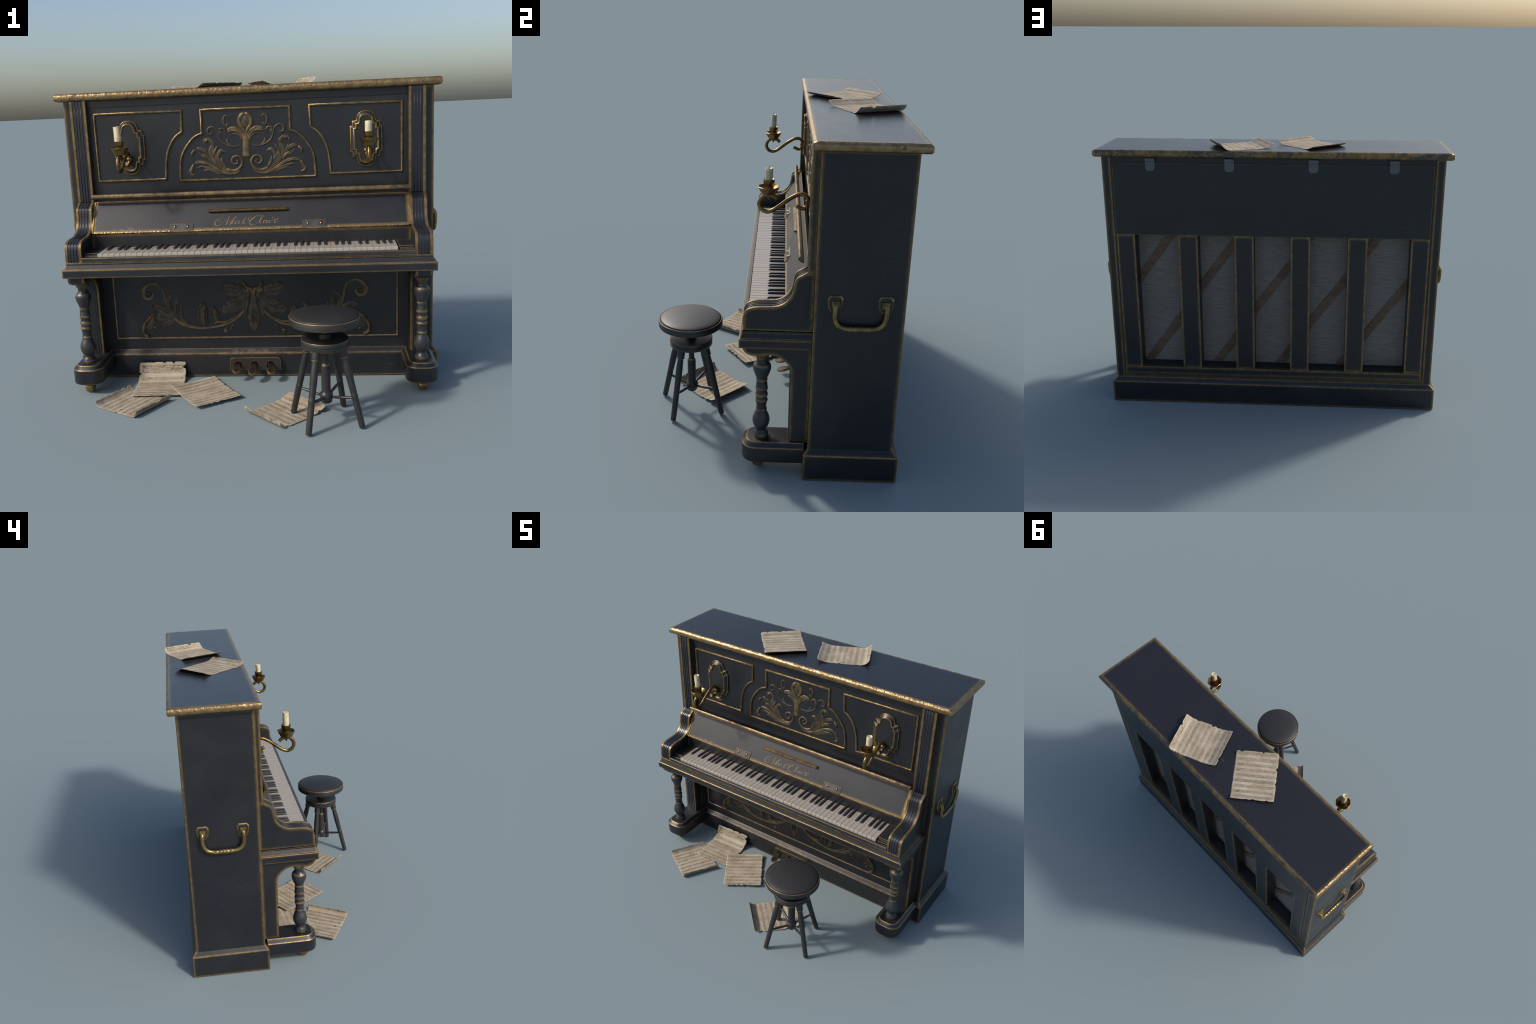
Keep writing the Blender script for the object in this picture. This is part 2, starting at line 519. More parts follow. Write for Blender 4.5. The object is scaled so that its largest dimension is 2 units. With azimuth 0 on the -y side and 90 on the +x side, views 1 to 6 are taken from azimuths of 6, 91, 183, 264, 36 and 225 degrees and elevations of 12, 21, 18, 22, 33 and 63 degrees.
def moulding(bld, path, half, proud, y, closed=True, mi=0):
    """a rounded bead moulding that follows path (x, z) with mitred corners on the plane y"""
    n = len(path)
    P = [Vector((p[0], p[1])) for p in path]
    prof = [(-half, .001), (-half, -proud * .45), (-half * .55, -proud * .92), (0, -proud), (half * .55, -proud * .92), (half, -proud * .45), (half, .001)]
    rows = []
    for i in range(n):
        a = P[(i - 1) % n] if (closed or i > 0) else None
        b = P[(i + 1) % n] if (closed or i < n - 1) else None
        d1 = (P[i] - a).normalized() if a is not None else (b - P[i]).normalized()
        d2 = (b - P[i]).normalized() if b is not None else d1
        n1, n2 = Vector((-d1.y, d1.x)), Vector((-d2.y, d2.x))
        m = (n1 + n2).normalized()
        m = m / max(.35, m.dot(n1))
        rows.append([(P[i].x + m.x * o, y + h, P[i].y + m.y * o) for o, h in prof])
    K = len(prof)
    v = [p for r in rows for p in r]
    f = []
    for i in range(n if closed else n - 1):
        for j in range(K - 1):
            f.append((i * K + j, i * K + j + 1, ((i + 1) % n) * K + j + 1, ((i + 1) % n) * K + j))
    bld.add(v, f, mi, False)


# ================================================================== THE PIANO
piano = bpy.data.objects.new('upright_piano', None)
piano.location = (0, .28, 0)
COL.objects.link(piano)
piano['label'] = 'antique black upright piano with worn gilt edges, carved panels and two candle sconces'
piano['category'] = 'upright piano'

YP = .1675          # face of the upper front panel
flat = lambda yy: (lambda x, z: yy)

# ---- side walls
for sgn in (1, -1):
    b = B()
    x0, x1 = sorted((sgn * .9125, .9620 if sgn > 0 else -.9640))
    b.box(x0, x1, .166, .551, .13, 1.534)
    side = b.obj('side_wall', piano, [M_LAC, M_GOLD], bevel=.0025, bevel_mat=1)

# ---- top lid: a slab with an octagonal gilt nosing
b = B()
def rect(x, y0, y1, z):
    return [(-x, y0, z), (x, y0, z), (x, y1, z), (-x, y1, z)]
def lid_loop(ins, z):
    # finely divided so that the nosing can carry small dents
    x, y0, y1 = .9992 - ins, .1305 + ins, .5905 - ins
    pts = []
    nx, ny = 120, 28
    for i in range(nx):
        pts.append((-x + 2 * x * i / nx, y0, z))
    for i in range(ny):
        pts.append((x, y0 + (y1 - y0) * i / ny, z))
    for i in range(nx):
        pts.append((x - 2 * x * i / nx, y1, z))
    for i in range(ny):
        pts.append((-x, y1 - (y1 - y0) * i / ny, z))
    out = []
    for p in pts:
        d = .0011 * noise.noise(Vector(p) * 38)
        out.append((p[0] * (1 + d * .8), p[1] + d * (1 if p[1] > .36 else -1), p[2] + (d * .9 if ins > 0 else 0)))
    return out
levels = [(.016, 1.531), (.006, 1.5345), (0, 1.542), (0, 1.560), (.004, 1.567), (.013, 1.5725)]
loops = [lid_loop(i, z) for i, z in levels]
n0 = len(loops[0])
b.loft(loops, cap0=True, cap1=True, mis=[1] * 4 + [1])
lid = b.obj('lid', piano, [M_LACTOP, M_LIDGOLD, M_LIDBACK])
for p in lid.data.polygons:
    if len(p.vertices) > 4:
        p.material_index = 0
    elif p.center.y > .575 and abs(p.center.x) < .985:
        p.material_index = 2
auto_smooth(lid.data, 50)
for p in lid.data.polygons:
    if len(p.vertices) > 4:
        p.use_smooth = False

# ---- inner carcass: dark boards that close the cabinet (visible only in gaps)
b = B()
b.box(-.9125, .9125, .20, .44, .14, .20)
b.box(-.9125, .9125, .19, .545, 1.506, 1.531)
carcass = b.obj('carcass', piano, M_INSIDE)

# ---- plinth
def plinth_loop(ins, z):
    return [(-.985 + ins, .1465 + ins * .85, z), (.985 - ins, .1465 + ins * .85, z), (.985 - ins, .5765 - ins * .85, z), (-.985 + ins, .5765 - ins * .85, z)]
b = B()
b.loft([plinth_loop(0, 0), plinth_loop(0, .132), plinth_loop(.0275, .160)])
plinth = b.obj('plinth', piano, [M_PLINTH, M_GOLD], bevel=.0022, bevel_mat=1)

# ---- back frame
b = B()
b.box(-.9125, .9125, .535, .5485, 1.497, 1.531)          # head strip above the panel
b.box(.906, .9125, .535, .5485, .16, 1.50)
b.box(-.9125, -.906, .535, .5485, .16, 1.50)
head = b.obj('back_frame', piano, M_PLAIN)
b = B()
b.box(-.904, .904, .525, .5530, 1.074, 1.496)
back_panel = b.obj('back_panel', piano, [lacquer('back_panel_lacquer', edge_r=.008, dark=((.0125, .0135, .016), (.0165, .0178, .020))), M_GOLD], bevel=.0015, bevel_mat=1)
b = B()
b.box(-.905, .905, .535, .5545, .184, .229)
b.box(-.912, .912, .50, .548, .155, .1835)
rail = b.obj('back_bottom_rail', piano, M_LAC)
for x0, x1 in [(.7965, .904), (.4285, .5450), (.1020, .2180), (-.2255, -.1090), (-.5535, -.4380), (-.904, -.7975)]:
    b = B()
    x0, x1 = x0 + (.002 if x0 > -.9 else 0), x1 - (.002 if x1 < .9 else 0)
    b.box(x0, x1, .462, .5512, .2285, 1.0745)
    o = b.obj('back_post', piano, M_LAC)
b = B()
b.box(-.80, .80, .452, .46, .2, 1.08)
board = b.obj('soundboard', piano, M_BOARD)
b = B()
b.box(-.80, .80, .45, .535, .205, .2325)
b.box(-.80, .80, .45, .52, 1.0745, 1.09)
o = b.obj('cavity_floor', piano, M_INSIDE)
# diagonal ribs on the soundboard: seen from behind they climb from lower left to upper right
RIBS = [(.700, .918), (.665, .385), (.330, .866), (.288, .314), (.014, .714), (-.076, .283), (-.333, .652), (-.429, .252), (-.225, 1.062), (-.681, .600), (-.587, 1.007)]
for xm, zm in RIBS:
    # each brace spans one bay only, from post to post
    bay = [(.545, .7965), (.218, .4285), (-.109, .102), (-.438, -.2255), (-.7975, -.5535)]
    lo, hi = min(bay, key=lambda q: abs((q[0] + q[1]) / 2 - xm))
    lo, hi = lo - .004, hi + .004
    sl, w = 1.40, .046
    h = w * math.hypot(1, sl) / 2
    poly = [(lo, zm + (xm - lo) * sl - h), (hi, zm + (xm - hi) * sl - h), (hi, zm + (xm - hi) * sl + h), (lo, zm + (xm - lo) * sl + h)]
    # trim at the window's head and foot
    def cut(pl, lim, keep_below):
        out = []
        for i in range(len(pl)):
            a_, b_ = pl[i], pl[(i + 1) % len(pl)]
            ia = (a_[1] <= lim) == keep_below
            ib = (b_[1] <= lim) == keep_below
            if ia:
                out.append(a_)
            if ia != ib:
                t = (lim - a_[1]) / (b_[1] - a_[1])
                out.append((a_[0] + (b_[0] - a_[0]) * t, lim))
        return out
    poly = cut(cut(poly, 1.0745, True), .229, False)
    if len(poly) >= 3:
        b = B()
        b.prism(poly, 'y', .456, .4660)
        b.obj('diagonal_brace', piano, M_BRACE)
# steel lid hinges
for xc in (.683, .235, -.235, -.682):
    b = B()
    pl = [(-.028, .075), (.028, .075), (.028, .014), (.018, 0), (-.018, 0), (-.028, .014)]
    b.prism(pl, 'y', .549, .562)
    b.prism([(x, z) for x, z in [(-.028, .075), (.028, .075), (.028, .055), (-.028, .055)]], 'y', .552, .566)
    o = b.obj('lid_hinge', piano, M_STEEL, bevel=.002)
    place(o, (xc, 0, 1.450))

# ---- upper front: panel, mouldings, carving
b = B()
b.box(-.84, .84, YP, YP + .018, .915, 1.531)
upper_panel = b.obj('upper_front_panel', piano, M_PLAIN)
b = B()
b.box(-.834, .834, YP - .006, YP, 1.497, 1.531)
b.obj('frieze_strip', upper_panel, M_PLAIN)

def arc(cx, cz, r, a0, a1, n):
    return [(cx + r * math.cos(math.radians(a0 + (a1 - a0) * i / n)), cz + r * math.sin(math.radians(a0 + (a1 - a0) * i / n))) for i in range(n + 1)]

HALF = .0062
# centre frame, right half then mirrored: head, shoulder, quarter round, foot
right = [(.2305, 1.4605), (.2305, 1.338)] + spline([(.2455, 1.335), (.271, 1.322), (.302, 1.293), (.325, 1.262), (.342, 1.231), (.352, 1.196), (.356, 1.150), (.3575, 1.0965)], 3)
path = right + [(-x, z) for x, z in reversed(right)]
b = B()
moulding(b, path, HALF, .009, YP)
b.obj('centre_frame_moulding', upper_panel, M_TRIM, smooth_angle=60)
for sgn in (1, -1):
    r2 = [(.8015, 1.4605), (.8015, 1.1075), (.435, 1.1075)] + spline([(.4325, 1.172), (.422, 1.235), (.403, 1.284), (.374, 1.326), (.3365, 1.352)], 3) + [(.3345, 1.4605)]
    b = B()
    moulding(b, [(sgn * x, z) for x, z in r2], HALF, .009, YP)
    b.obj('side_frame_moulding', upper_panel, M_TRIM, smooth_angle=60)

pl = flat(YP)
# central bud on its stem
b = B()
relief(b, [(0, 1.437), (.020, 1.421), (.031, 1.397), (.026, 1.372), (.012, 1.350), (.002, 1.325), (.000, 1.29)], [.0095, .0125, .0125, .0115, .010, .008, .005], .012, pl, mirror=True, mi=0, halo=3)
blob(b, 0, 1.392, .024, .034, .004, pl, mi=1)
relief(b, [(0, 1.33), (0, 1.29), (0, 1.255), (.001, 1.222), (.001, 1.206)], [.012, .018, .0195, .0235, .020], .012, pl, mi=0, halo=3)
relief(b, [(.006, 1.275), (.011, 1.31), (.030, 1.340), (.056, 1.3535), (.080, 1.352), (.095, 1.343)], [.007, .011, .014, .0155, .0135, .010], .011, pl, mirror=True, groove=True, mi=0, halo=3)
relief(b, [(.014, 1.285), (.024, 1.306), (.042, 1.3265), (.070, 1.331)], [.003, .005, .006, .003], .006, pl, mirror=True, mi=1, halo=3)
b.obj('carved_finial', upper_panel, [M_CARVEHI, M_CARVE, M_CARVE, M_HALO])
# vine scrolls and acanthus fans, one mesh per side
for sgn in (1, -1):
    S = lambda pts: [(sgn * x, z) for x, z in pts]
    b = B()
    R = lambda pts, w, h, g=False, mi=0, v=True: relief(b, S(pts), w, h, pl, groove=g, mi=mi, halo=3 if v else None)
    D = lambda x, z, rx, rz, h, a=0.0, mi=1, dish=0.0: blob(b, sgn * x, z, rx, rz, h, pl, ang=sgn * a, mi=mi, dish=dish)
    R([(.098, 1.362), (.111, 1.383), (.1145, 1.404), (.108, 1.420), (.098, 1.4245), (.091, 1.417), (.094, 1.409)], [.003, .005, .006, .0055, .005, .004, .003], .006)
    R([(.098, 1.364), (.095, 1.375), (.091, 1.386)], [.003, .0055, .004], .005)
    R([(.028, 1.2745), (.048, 1.266), (.075, 1.2655), (.107, 1.277), (.131, 1.297), (.1435, 1.323), (.147, 1.341), (.156, 1.360), (.175, 1.3705), (.192, 1.365), (.200, 1.35), (.196, 1.336), (.185, 1.3325), (.177, 1.340)],
      [.002, .0038, .0045, .005, .005, .0045, .004, .004, .005, .006, .007, .0065, .0055, .0035], .008)
    R([(.143, 1.310), (.139, 1.330), (.131, 1.349)], [.002, .006, .009], .006, True)
    R([(.109, 1.338), (.1085, 1.350), (.121, 1.3595), (.135, 1.357), (.143, 1.343)], [.004, .005, .0055, .005, .003], .007)
    R([(.075, 1.268), (.092, 1.279), (.100, 1.293), (.095, 1.306)], [.002, .006, .006, .004], .005)
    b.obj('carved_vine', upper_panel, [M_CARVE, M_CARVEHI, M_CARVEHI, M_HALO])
    b = B()
    # leaf body under everything, then lobes, stem, volute and drops
    R([(.075, 1.135), (.113, 1.146), (.141, 1.173), (.166, 1.202), (.184, 1.235), (.182, 1.262), (.172, 1.282)], [.006, .014, .022, .024, .020, .014, .006], .006, True)
    R([(.105, 1.146), (.121, 1.170), (.131, 1.192), (.131, 1.210)], [.004, .009, .009, .004], .008)
    R([(.150, 1.205), (.147, 1.230), (.130, 1.2435), (.105, 1.236)], [.008, .012, .012, .003], .007)
    R([(.175, 1.200), (.172, 1.232), (.160, 1.255), (.152, 1.272)], [.006, .009, .008, .003], .008)
    R([(.171, 1.265), (.177, 1.288), (.192, 1.303), (.211, 1.308), (.223, 1.298), (.219, 1.284)], [.005, .010, .010, .007, .006, .004], .007, True)
    D(.208, 1.301, .011, .008, .009, -.6)
    R([(.197, 1.222), (.222, 1.248), (.246, 1.2605), (.266, 1.259)], [.006, .010, .010, .005], .007, True)
    R([(.272, 1.257), (.281, 1.246), (.290, 1.235), (.284, 1.221)], [.005, .008, .007, .004], .010, mi=1)
    R([(.188, 1.190), (.206, 1.212), (.226, 1.222), (.243, 1.2225)], [.006, .010, .010, .004], .006)
    R([(.215, 1.212), (.234, 1.217), (.252, 1.245)], [.003, .003, .002], .005)
    R([(.202, 1.228), (.212, 1.248), (.219, 1.268)], [.005, .005, .002], .006)
    R([(.150, 1.135), (.183, 1.152), (.215, 1.160), (.240, 1.166), (.263, 1.160)], [.005, .008, .008, .006, .003], .006)
    R([(.134, 1.127), (.171, 1.138), (.204, 1.150), (.234, 1.141)], [.004, .008, .009, .003], .005)
    R([(.105, 1.119), (.144, 1.1245), (.170, 1.126)], [.003, .004, .0015], .004)
    R([(.110, 1.150), (.080, 1.139), (.052, 1.143), (.030, 1.163), (.0235, 1.188), (.037, 1.210), (.058, 1.2145), (.075, 1.205), (.0785, 1.187), (.068, 1.1735), (.054, 1.175), (.048, 1.187), (.056, 1.195)],
      [.008, .0085, .0085, .0075, .0065, .006, .006, .006, .006, .006, .005, .004, .002], .011, mi=1)
    R([(.030, 1.155), (.052, 1.133), (.090, 1.1245), (.128, 1.1335), (.167, 1.157), (.200, 1.177), (.232, 1.188), (.260, 1.189), (.279, 1.180)],
      [.004, .008, .009, .0085, .008, .0085, .009, .009, .005], .011, True, mi=1)
    R([(.281, 1.182), (.291, 1.166), (.296, 1.150), (.290, 1.136)], [.004, .008, .009, .005], .012, mi=1)
    R([(.297, 1.160), (.305, 1.145), (.296, 1.127), (.280, 1.125)], [.004, .007, .008, .005], .010, mi=1)
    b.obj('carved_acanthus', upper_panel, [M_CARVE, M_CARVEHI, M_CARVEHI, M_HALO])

# ---- music rail between panel and fallboard
b = B()
prof = [(.0965, 1.024), (.0955, 1.033), (.0985, 1.0395), (.104, 1.043), (.111, 1.0415), (.117, 1.036), (.121, 1.029), (.121, 1.0125), (.115, 1.0125), (.104, 1.018)]
b.prism(prof, 'x', -.8345, .8345)
b.obj('music_rail', piano, gilding('rail_gilding', a=(.21, .14, .066), b=(.13, .09, .048), worn=.12, bump=.4, scale=60, metal=.55), smooth_angle=40)


# ---- pilasters, arms, brackets: gilt outer strips with a fluted field between
PIL = [(.1355, 1.0), (.1355, 1.531), (.168, 1.531), (.168, 1.0)]
ARM = spline([(.133, 1.0005), (.119, .991), (.100, .980), (.088, .968), (.082, .948), (.078, .920), (.070, .892), (.056, .870), (.036, .853), (.014, .843), (-.012, .839), (-.045, .838), (-.078, .836), (-.104, .830), (-.121, .820), (-.131, .803), (-.1345, .777), (-.135, .722)], 3)
BRK = spline([(-.134, .649), (-.133, .630), (-.121, .614), (-.103, .604), (-.077, .601), (-.044, .604), (-.015, .606), (.007, .604), (.029, .596), (.051, .578), (.070, .554), (.078, .525), (.0795, .48)], 3) + [(.080, .35), (.081, .158)]

def offset_path(path, d):
    out = []
    n = len(path)
    for i in range(n):
        a, c = path[max(i - 1, 0)], path[min(i + 1, n - 1)]
        dx, dz = c[0] - a[0], c[1] - a[1]
        L = math.hypot(dx, dz)
        out.append((path[i][0] - dz / L * d, path[i][1] + dx / L * d))
    return out

def fluted(name, path, tail, sgn, inward, parent, bead_r=.0019, edge_mat=None):
    """path: visible front edge in (y, z); tail closes the outline behind it"""
    xs = (.8335, .8465, .9050, .9185)
    for i, (a, c) in enumerate(((xs[0], xs[1]), (xs[2], xs[3]))):
        bb = B()
        bb.prism(path + tail, 'x', sgn * a, sgn * c)
        grp.append((bb, 'edge'))
    inner = offset_path(path, inward)
    bb = B()
    bb.prism(inner + tail, 'x', sgn * xs[1], sgn * xs[2])
    grp.append((bb, 'field'))
    for xb in (.8605, .8757, .8910):
        bb = B()
        bb.tube([(sgn * xb, p[0], p[1]) for p in offset_path(path, inward * .75)], bead_r, 8)
        grp.append((bb, 'bead'))

for sgn in (1, -1):
    for nm, path, tail, inw in (('pilaster', PIL[:2], PIL[2:], -.004), ('key_bed_arm', ARM, [(.166, .722), (.166, 1.0005)], -.0045), ('leg_bracket', BRK, [(.166, .158), (.166, .649)], None)):
        grp = []
        if nm == 'pilaster':
            path = [(.1355, z) for z in (1.001, 1.2, 1.4, 1.531)]
            tail = [(.168, 1.531), (.168, 1.001)]
            inw = .0024
        if nm == 'leg_bracket':
            inw = .0026
        if nm == 'key_bed_arm':
            inw = .0030
        # inward means towards the tail: pick the sign that does that
        test = offset_path(path, inw)
        cy, cz = sum(p[0] for p in tail) / len(tail), sum(p[1] for p in tail) / len(tail)
        m = len(path) // 2
        if math.hypot(test[m][0] - cy, test[m][1] - cz) > math.hypot(path[m][0] - cy, path[m][1] - cz):
            inw = -inw
        fluted(nm, path, tail, sgn, inw, piano)
        main = None
        edge, field, bead = B(), B(), B()
        for bb, kd in grp:
            {'edge': edge, 'field': field, 'bead': bead}[kd].add(bb.v, bb.f, 0, kd == 'bead')
        main = edge.obj(nm, piano, M_LAC)
        field.obj('fluted_field', main, M_NAVY)
        bead.obj('flute_bead', main, M_FLUTE)

b = B()
b.box(-.834, .834, .112, YP + .004, .918, .926)
b.obj('recess_floor', piano, M_INSIDE)  # dark material gives the slot behind the rail its occlusion shade

# ---- fallboard (open lid of the keys), slightly curved, leaning back
fb_pts = [(.0475 + .61 * (z - .847) + .004 * ((z - .847) / .2) ** 2, z) for z in (.847, .862, .88, .90, .92, .945, .97, .985, .998)]
b = B()
b.prism(fb_pts + [(.1435, 1.0005), (.1460, .995), (.070, .838), (.050, .838)], 'x', -.8225, .8225)
fall = b.obj('fallboard', piano, M_FALL, smooth_angle=30)
def fb_y(x, z):
    for (y0, z0), (y1, z1) in zip(fb_pts, fb_pts[1:]):
        if z <= z1:
            return y0 + (y1 - y0) * (z - z0) / (z1 - z0)
    return fb_pts[-1][0]
# gilt nosing along its foot
b = B()
b.prism([(.0445, .8435), (.0475, .8495), (.0535, .8510), (.0585, .846), (.0585, .838), (.050, .836)], 'x', -.823, .823)
M_NOSE = gilding('nosing_gilding', a=(.33, .225, .10), b=(.23, .15, .07), worn=.06, bump=.7, scale=80, rough=.28, metal=.8)
b.obj('fallboard_nosing', fall, M_NOSE)
# side fillets of the recess
for sgn in (1, -1):
    b = B()
    pth = [(p[0] - .005, p[1]) for p in fb_pts]
    xa, xb = sorted((sgn * .8225, sgn * .834))
    b.prism(pth + [(.146, .995), (.070, .838)], 'x', xa, xb)
    b.obj('fallboard_cheek', fall, M_GOLD)
# music ledge strip
b = B()
yl = fb_y(0, .940)
b.prism([(yl - .019, .944), (yl + .003, .9475), (yl + .003, .936), (yl - .017, .935)], 'x', -.2095, .2095)
b.obj('book_ledge', fall, M_TRIM, bevel=.0008)
# two hinge plates with round screws
for xc in (-.348, .3465):
    b = B()
    ang_pts = [(fb_y(0, z) - .0045, z) for z in (.8445, .86, .872, .8835)]
    b.prism(ang_pts + [(fb_y(0, .8835) + .002, .8835), (fb_y(0, .8445) + .002, .8445)], 'x', -.0625, .0625)
    o = b.obj('fallboard_hinge', fall, [M_HINGE, M_GOLD], bevel=.0016, bevel_mat=1)
    place(o, (xc, 0, 0))
    b = B()
    b.prism([(.0405, .8425), (.0415, .8490), (.0475, .8490), (.0475, .8425)], 'x', -.0625, .0625)
    o = b.obj('hinge_lip', fall, M_NOSE)
    place(o, (xc, 0, 0))
    b = B()
    for dx in (-.034, .034):
        yy = fb_y(0, .8675) - .004
        v, f = [], []
        for r in range(4):
            q = math.cos(r * math.pi / 6)
            for a in range(10):
                t = 2 * math.pi * a / 10
                v.append((dx + .0080 * q * math.cos(t), yy - .006 * math.sin(r * math.pi / 6) + .0080 * q * math.sin(t) * .6, .8675 + .0080 * q * math.sin(t)))
        for r in range(3):
            for a in range(10):
                f.append((r * 10 + a, r * 10 + (a + 1) % 10, (r + 1) * 10 + (a + 1) % 10, (r + 1) * 10 + a))
        b.add(v, f, 0, True)
    s_ = b.obj('hinge_screw', fall, M_BRASS)
    place(s_, (xc, 0, 0))
# maker's script, written with a pen of varying width
b = B()
PEN = (0.000378413, 4.72587e-06, -0.434597, -1.0373e-05, -0.000347484, 0.996607)
def pen(x, y):
    return (PEN[0] * x + PEN[1] * y + PEN[2], PEN[3] * x + PEN[4] * y + PEN[5])
def fbp(x, z):
    return fb_y(x, z)
T_, K_ = .0012, .0035
def write(pts, w):
    relief(b, [pen(*p) for p in pts], w, .0009, fbp, per=5, K=3, round_end=False)
write([(815, 246), (752, 252), (698, 300), (690, 340), (728, 357), (785, 328), (838, 275), (892, 225)], [T_, T_, K_, K_, T_ * 1.5, T_, T_, T_])
write([(770, 268), (742, 292), (748, 308), (790, 290)], [T_, T_, T_, T_])
write([(892, 225), (872, 280), (838, 347)], [T_, K_, K_ * .8])
write([(838, 347), (900, 288), (990, 226)], [T_, T_, T_ * 1.3])
write([(990, 226), (935, 288), (898, 335), (905, 352), (926, 338)], [T_, K_, K_ * 1.1, T_, T_])
write([(968, 288), (938, 298), (925, 322), (945, 333), (970, 315), (972, 293), (956, 288)], [T_, K_, K_, T_, K_ * .8, T_, T_])
write([(995, 288), (976, 332)], [T_, K_])
write([(978, 328), (1005, 296), (1030, 290), (1022, 315), (1020, 332), (1048, 318), (1092, 282)], [T_, T_, K_, K_, T_, T_, T_])
write([(945, 333), (975, 318), (992, 296)], [T_, T_, T_])
write([(1122, 240), (1092, 290), (1080, 325), (1104, 328), (1130, 310)], [T_, K_, K_, T_, T_])
write([(1082, 266), (1132, 262)], [T_, T_])
write([(1192, 238), (1160, 245), (1150, 270), (1180, 285), (1218, 262)], [T_, T_, K_ * .7, T_, T_])
write([(1345, 214), (1285, 214), (1218, 252), (1176, 300), (1182, 336), (1222, 345), (1272, 325), (1292, 302)], [T_, T_, K_, K_ * 1.1, K_, T_ * 1.4, T_, T_])
write([(1298, 322), (1330, 280), (1362, 226), (1350, 215), (1328, 250), (1310, 300), (1320, 320), (1345, 305)], [T_, T_, T_, T_, K_, K_, T_, T_])
write([(1412, 280), (1375, 287), (1360, 310), (1380, 319), (1405, 296)], [T_, K_, K_, T_, T_])
write([(1418, 280), (1400, 310), (1420, 317), (1442, 300)], [K_ * .8, K_, T_, T_])
write([(1455, 278), (1436, 308), (1450, 316), (1476, 298)], [K_, K_, T_, T_])
write([(1494, 238), (1484, 250)], [K_ * .8, K_ * .6])
write([(1476, 298), (1508, 262), (1522, 268), (1530, 276), (1516, 300), (1512, 316)], [T_, T_ * 1.5, K_ * .7, K_ * .8, K_, K_ * .8])
write([(1524, 282), (1545, 262), (1564, 258), (1562, 270)], [T_, T_, K_ * .9, T_])
write([(1512, 316), (1535, 312), (1570, 290)], [T_, T_, T_])
b.obj('maker_script', fall, M_SCRIPT)

# ---- keyboard
b = B()
b.box(-.834, .834, .0555, .066, .755, .838)
b.obj('key_backboard', piano, M_LAC)
b = B()
b.box(-.834, .834, -.10, .166, .7255, .745)
b.box(-.834, .834, .066, .166, .745, .835)
b.box(-.834, .834, .20, .21, .65, 1.2)
b.obj('key_bed', piano, M_INSIDE)
KX0, KW, NW = -.757, .0296, 51
keyboard = bpy.data.objects.new('keyboard', None)
COL.objects.link(keyboard)
keyboard.parent = piano
keyboard.location = Vector((0, -.03, .75)) - piano.location
bk = B()
bk.box(-KW / 2 + .0004, KW / 2 - .0004, -.117, .055, .7385, .7655, 0)
wk = bk.obj('white_key', keyboard, [M_IVORY, M_IVORYFRONT], bevel=.0012)
for p in wk.data.polygons:
    if p.normal.y < -.9:
        p.material_index = 1
wme = wk.data
# ebony: tapered bar with a sloping nose
bk = B()
loops = []
for y, zt, w in ((-.036, .7665, .0080), (-.034, .7705, .0074), (-.026, .7750, .0066), (.055, .7755, .0066)):
    loops.append([(-.0080, y, .7640), (-w, y, zt - .002), (-w * .72, y, zt), (w * .72, y, zt), (w, y, zt - .002), (.0080, y, .7640)])
bk.loft(loops)
ek = bk.obj('black_key', keyboard, M_EBONY, smooth_angle=30)
eme = ek.data
place(wk, (KX0 + KW / 2, 0, 0))
place(ek, (KX0 + KW, 0, 0))
pattern = 'ABCDEFG'
for i in range(NW):
    if i:
        o = bpy.data.objects.new('white_key', wme)
        COL.objects.link(o)
        o.parent = keyboard
        md = o.modifiers.new('chamfer', 'BEVEL')
        md.width, md.segments, md.limit_method = .0012, 1, 'ANGLE'
        place(o, (KX0 + KW * (i + .5) + rnd.uniform(-.0002, .0002), rnd.uniform(-.0006, .0006), rnd.uniform(-.0005, .0002)))
    if i and i < NW - 1 and pattern[i % 7] in 'ACDFG':
        o = bpy.data.objects.new('black_key', eme)
        COL.objects.link(o)
        o.parent = keyboard
        sh = {'A': .002, 'C': -.002, 'D': .002, 'F': -.0025, 'G': 0}[pattern[i % 7]]
        place(o, (KX0 + KW * (i + 1) + sh, rnd.uniform(-.0008, .0008), rnd.uniform(-.0008, .0006)))
# cheek blocks, key slip
for sgn in (1, -1):
    b = B()
    xa, xb = sorted((sgn * .7605, sgn * .833))
    b.box(xa, xb, -.092, .0555, .7385, .7665)
    b.box(xa, xb, -.112, -.0925, .7385, .7535)
    b.obj('key_block', piano, M_LACS, bevel=.0012)
b = B()
b.prism([(-.1405, .727), (-.1405, .7465), (-.1375, .7505), (-.123, .7515), (-.1195, .748), (-.1195, .727)], 'x', -.833, .833)
b.obj('key_slip', piano, lacquer('key_slip_lacquer', edge_r=.007, worn=1.0, chips=[(-.9, .9, .748, .760)], rough=.30, dark=((.018, .019, .023), (.040, .038, .038))))
b = B()
b.prism([(-.1375, .7215), (-.1375, .727), (.166, .727), (.166, .7215)], 'x', -.9185, .9185)
def tl(x, yf, z):
    return [(-x, yf, z), (x, yf, z), (x, .166, z), (-x, .166, z)]
b.loft([tl(.9315, -.1465, .6905), tl(.9185, -.1375, .7125), tl(.9195, -.1385, .7215)], cap1=True)
b.obj('key_bed_moulding', piano, [M_LACS, M_GOLD])
b = B()
b.box(-.9385, .9385, -.1515, .1665, .6475, .6905)
b.obj('key_bed_slab', piano, [M_SLAB, M_GOLD], bevel=.0022, bevel_mat=1)

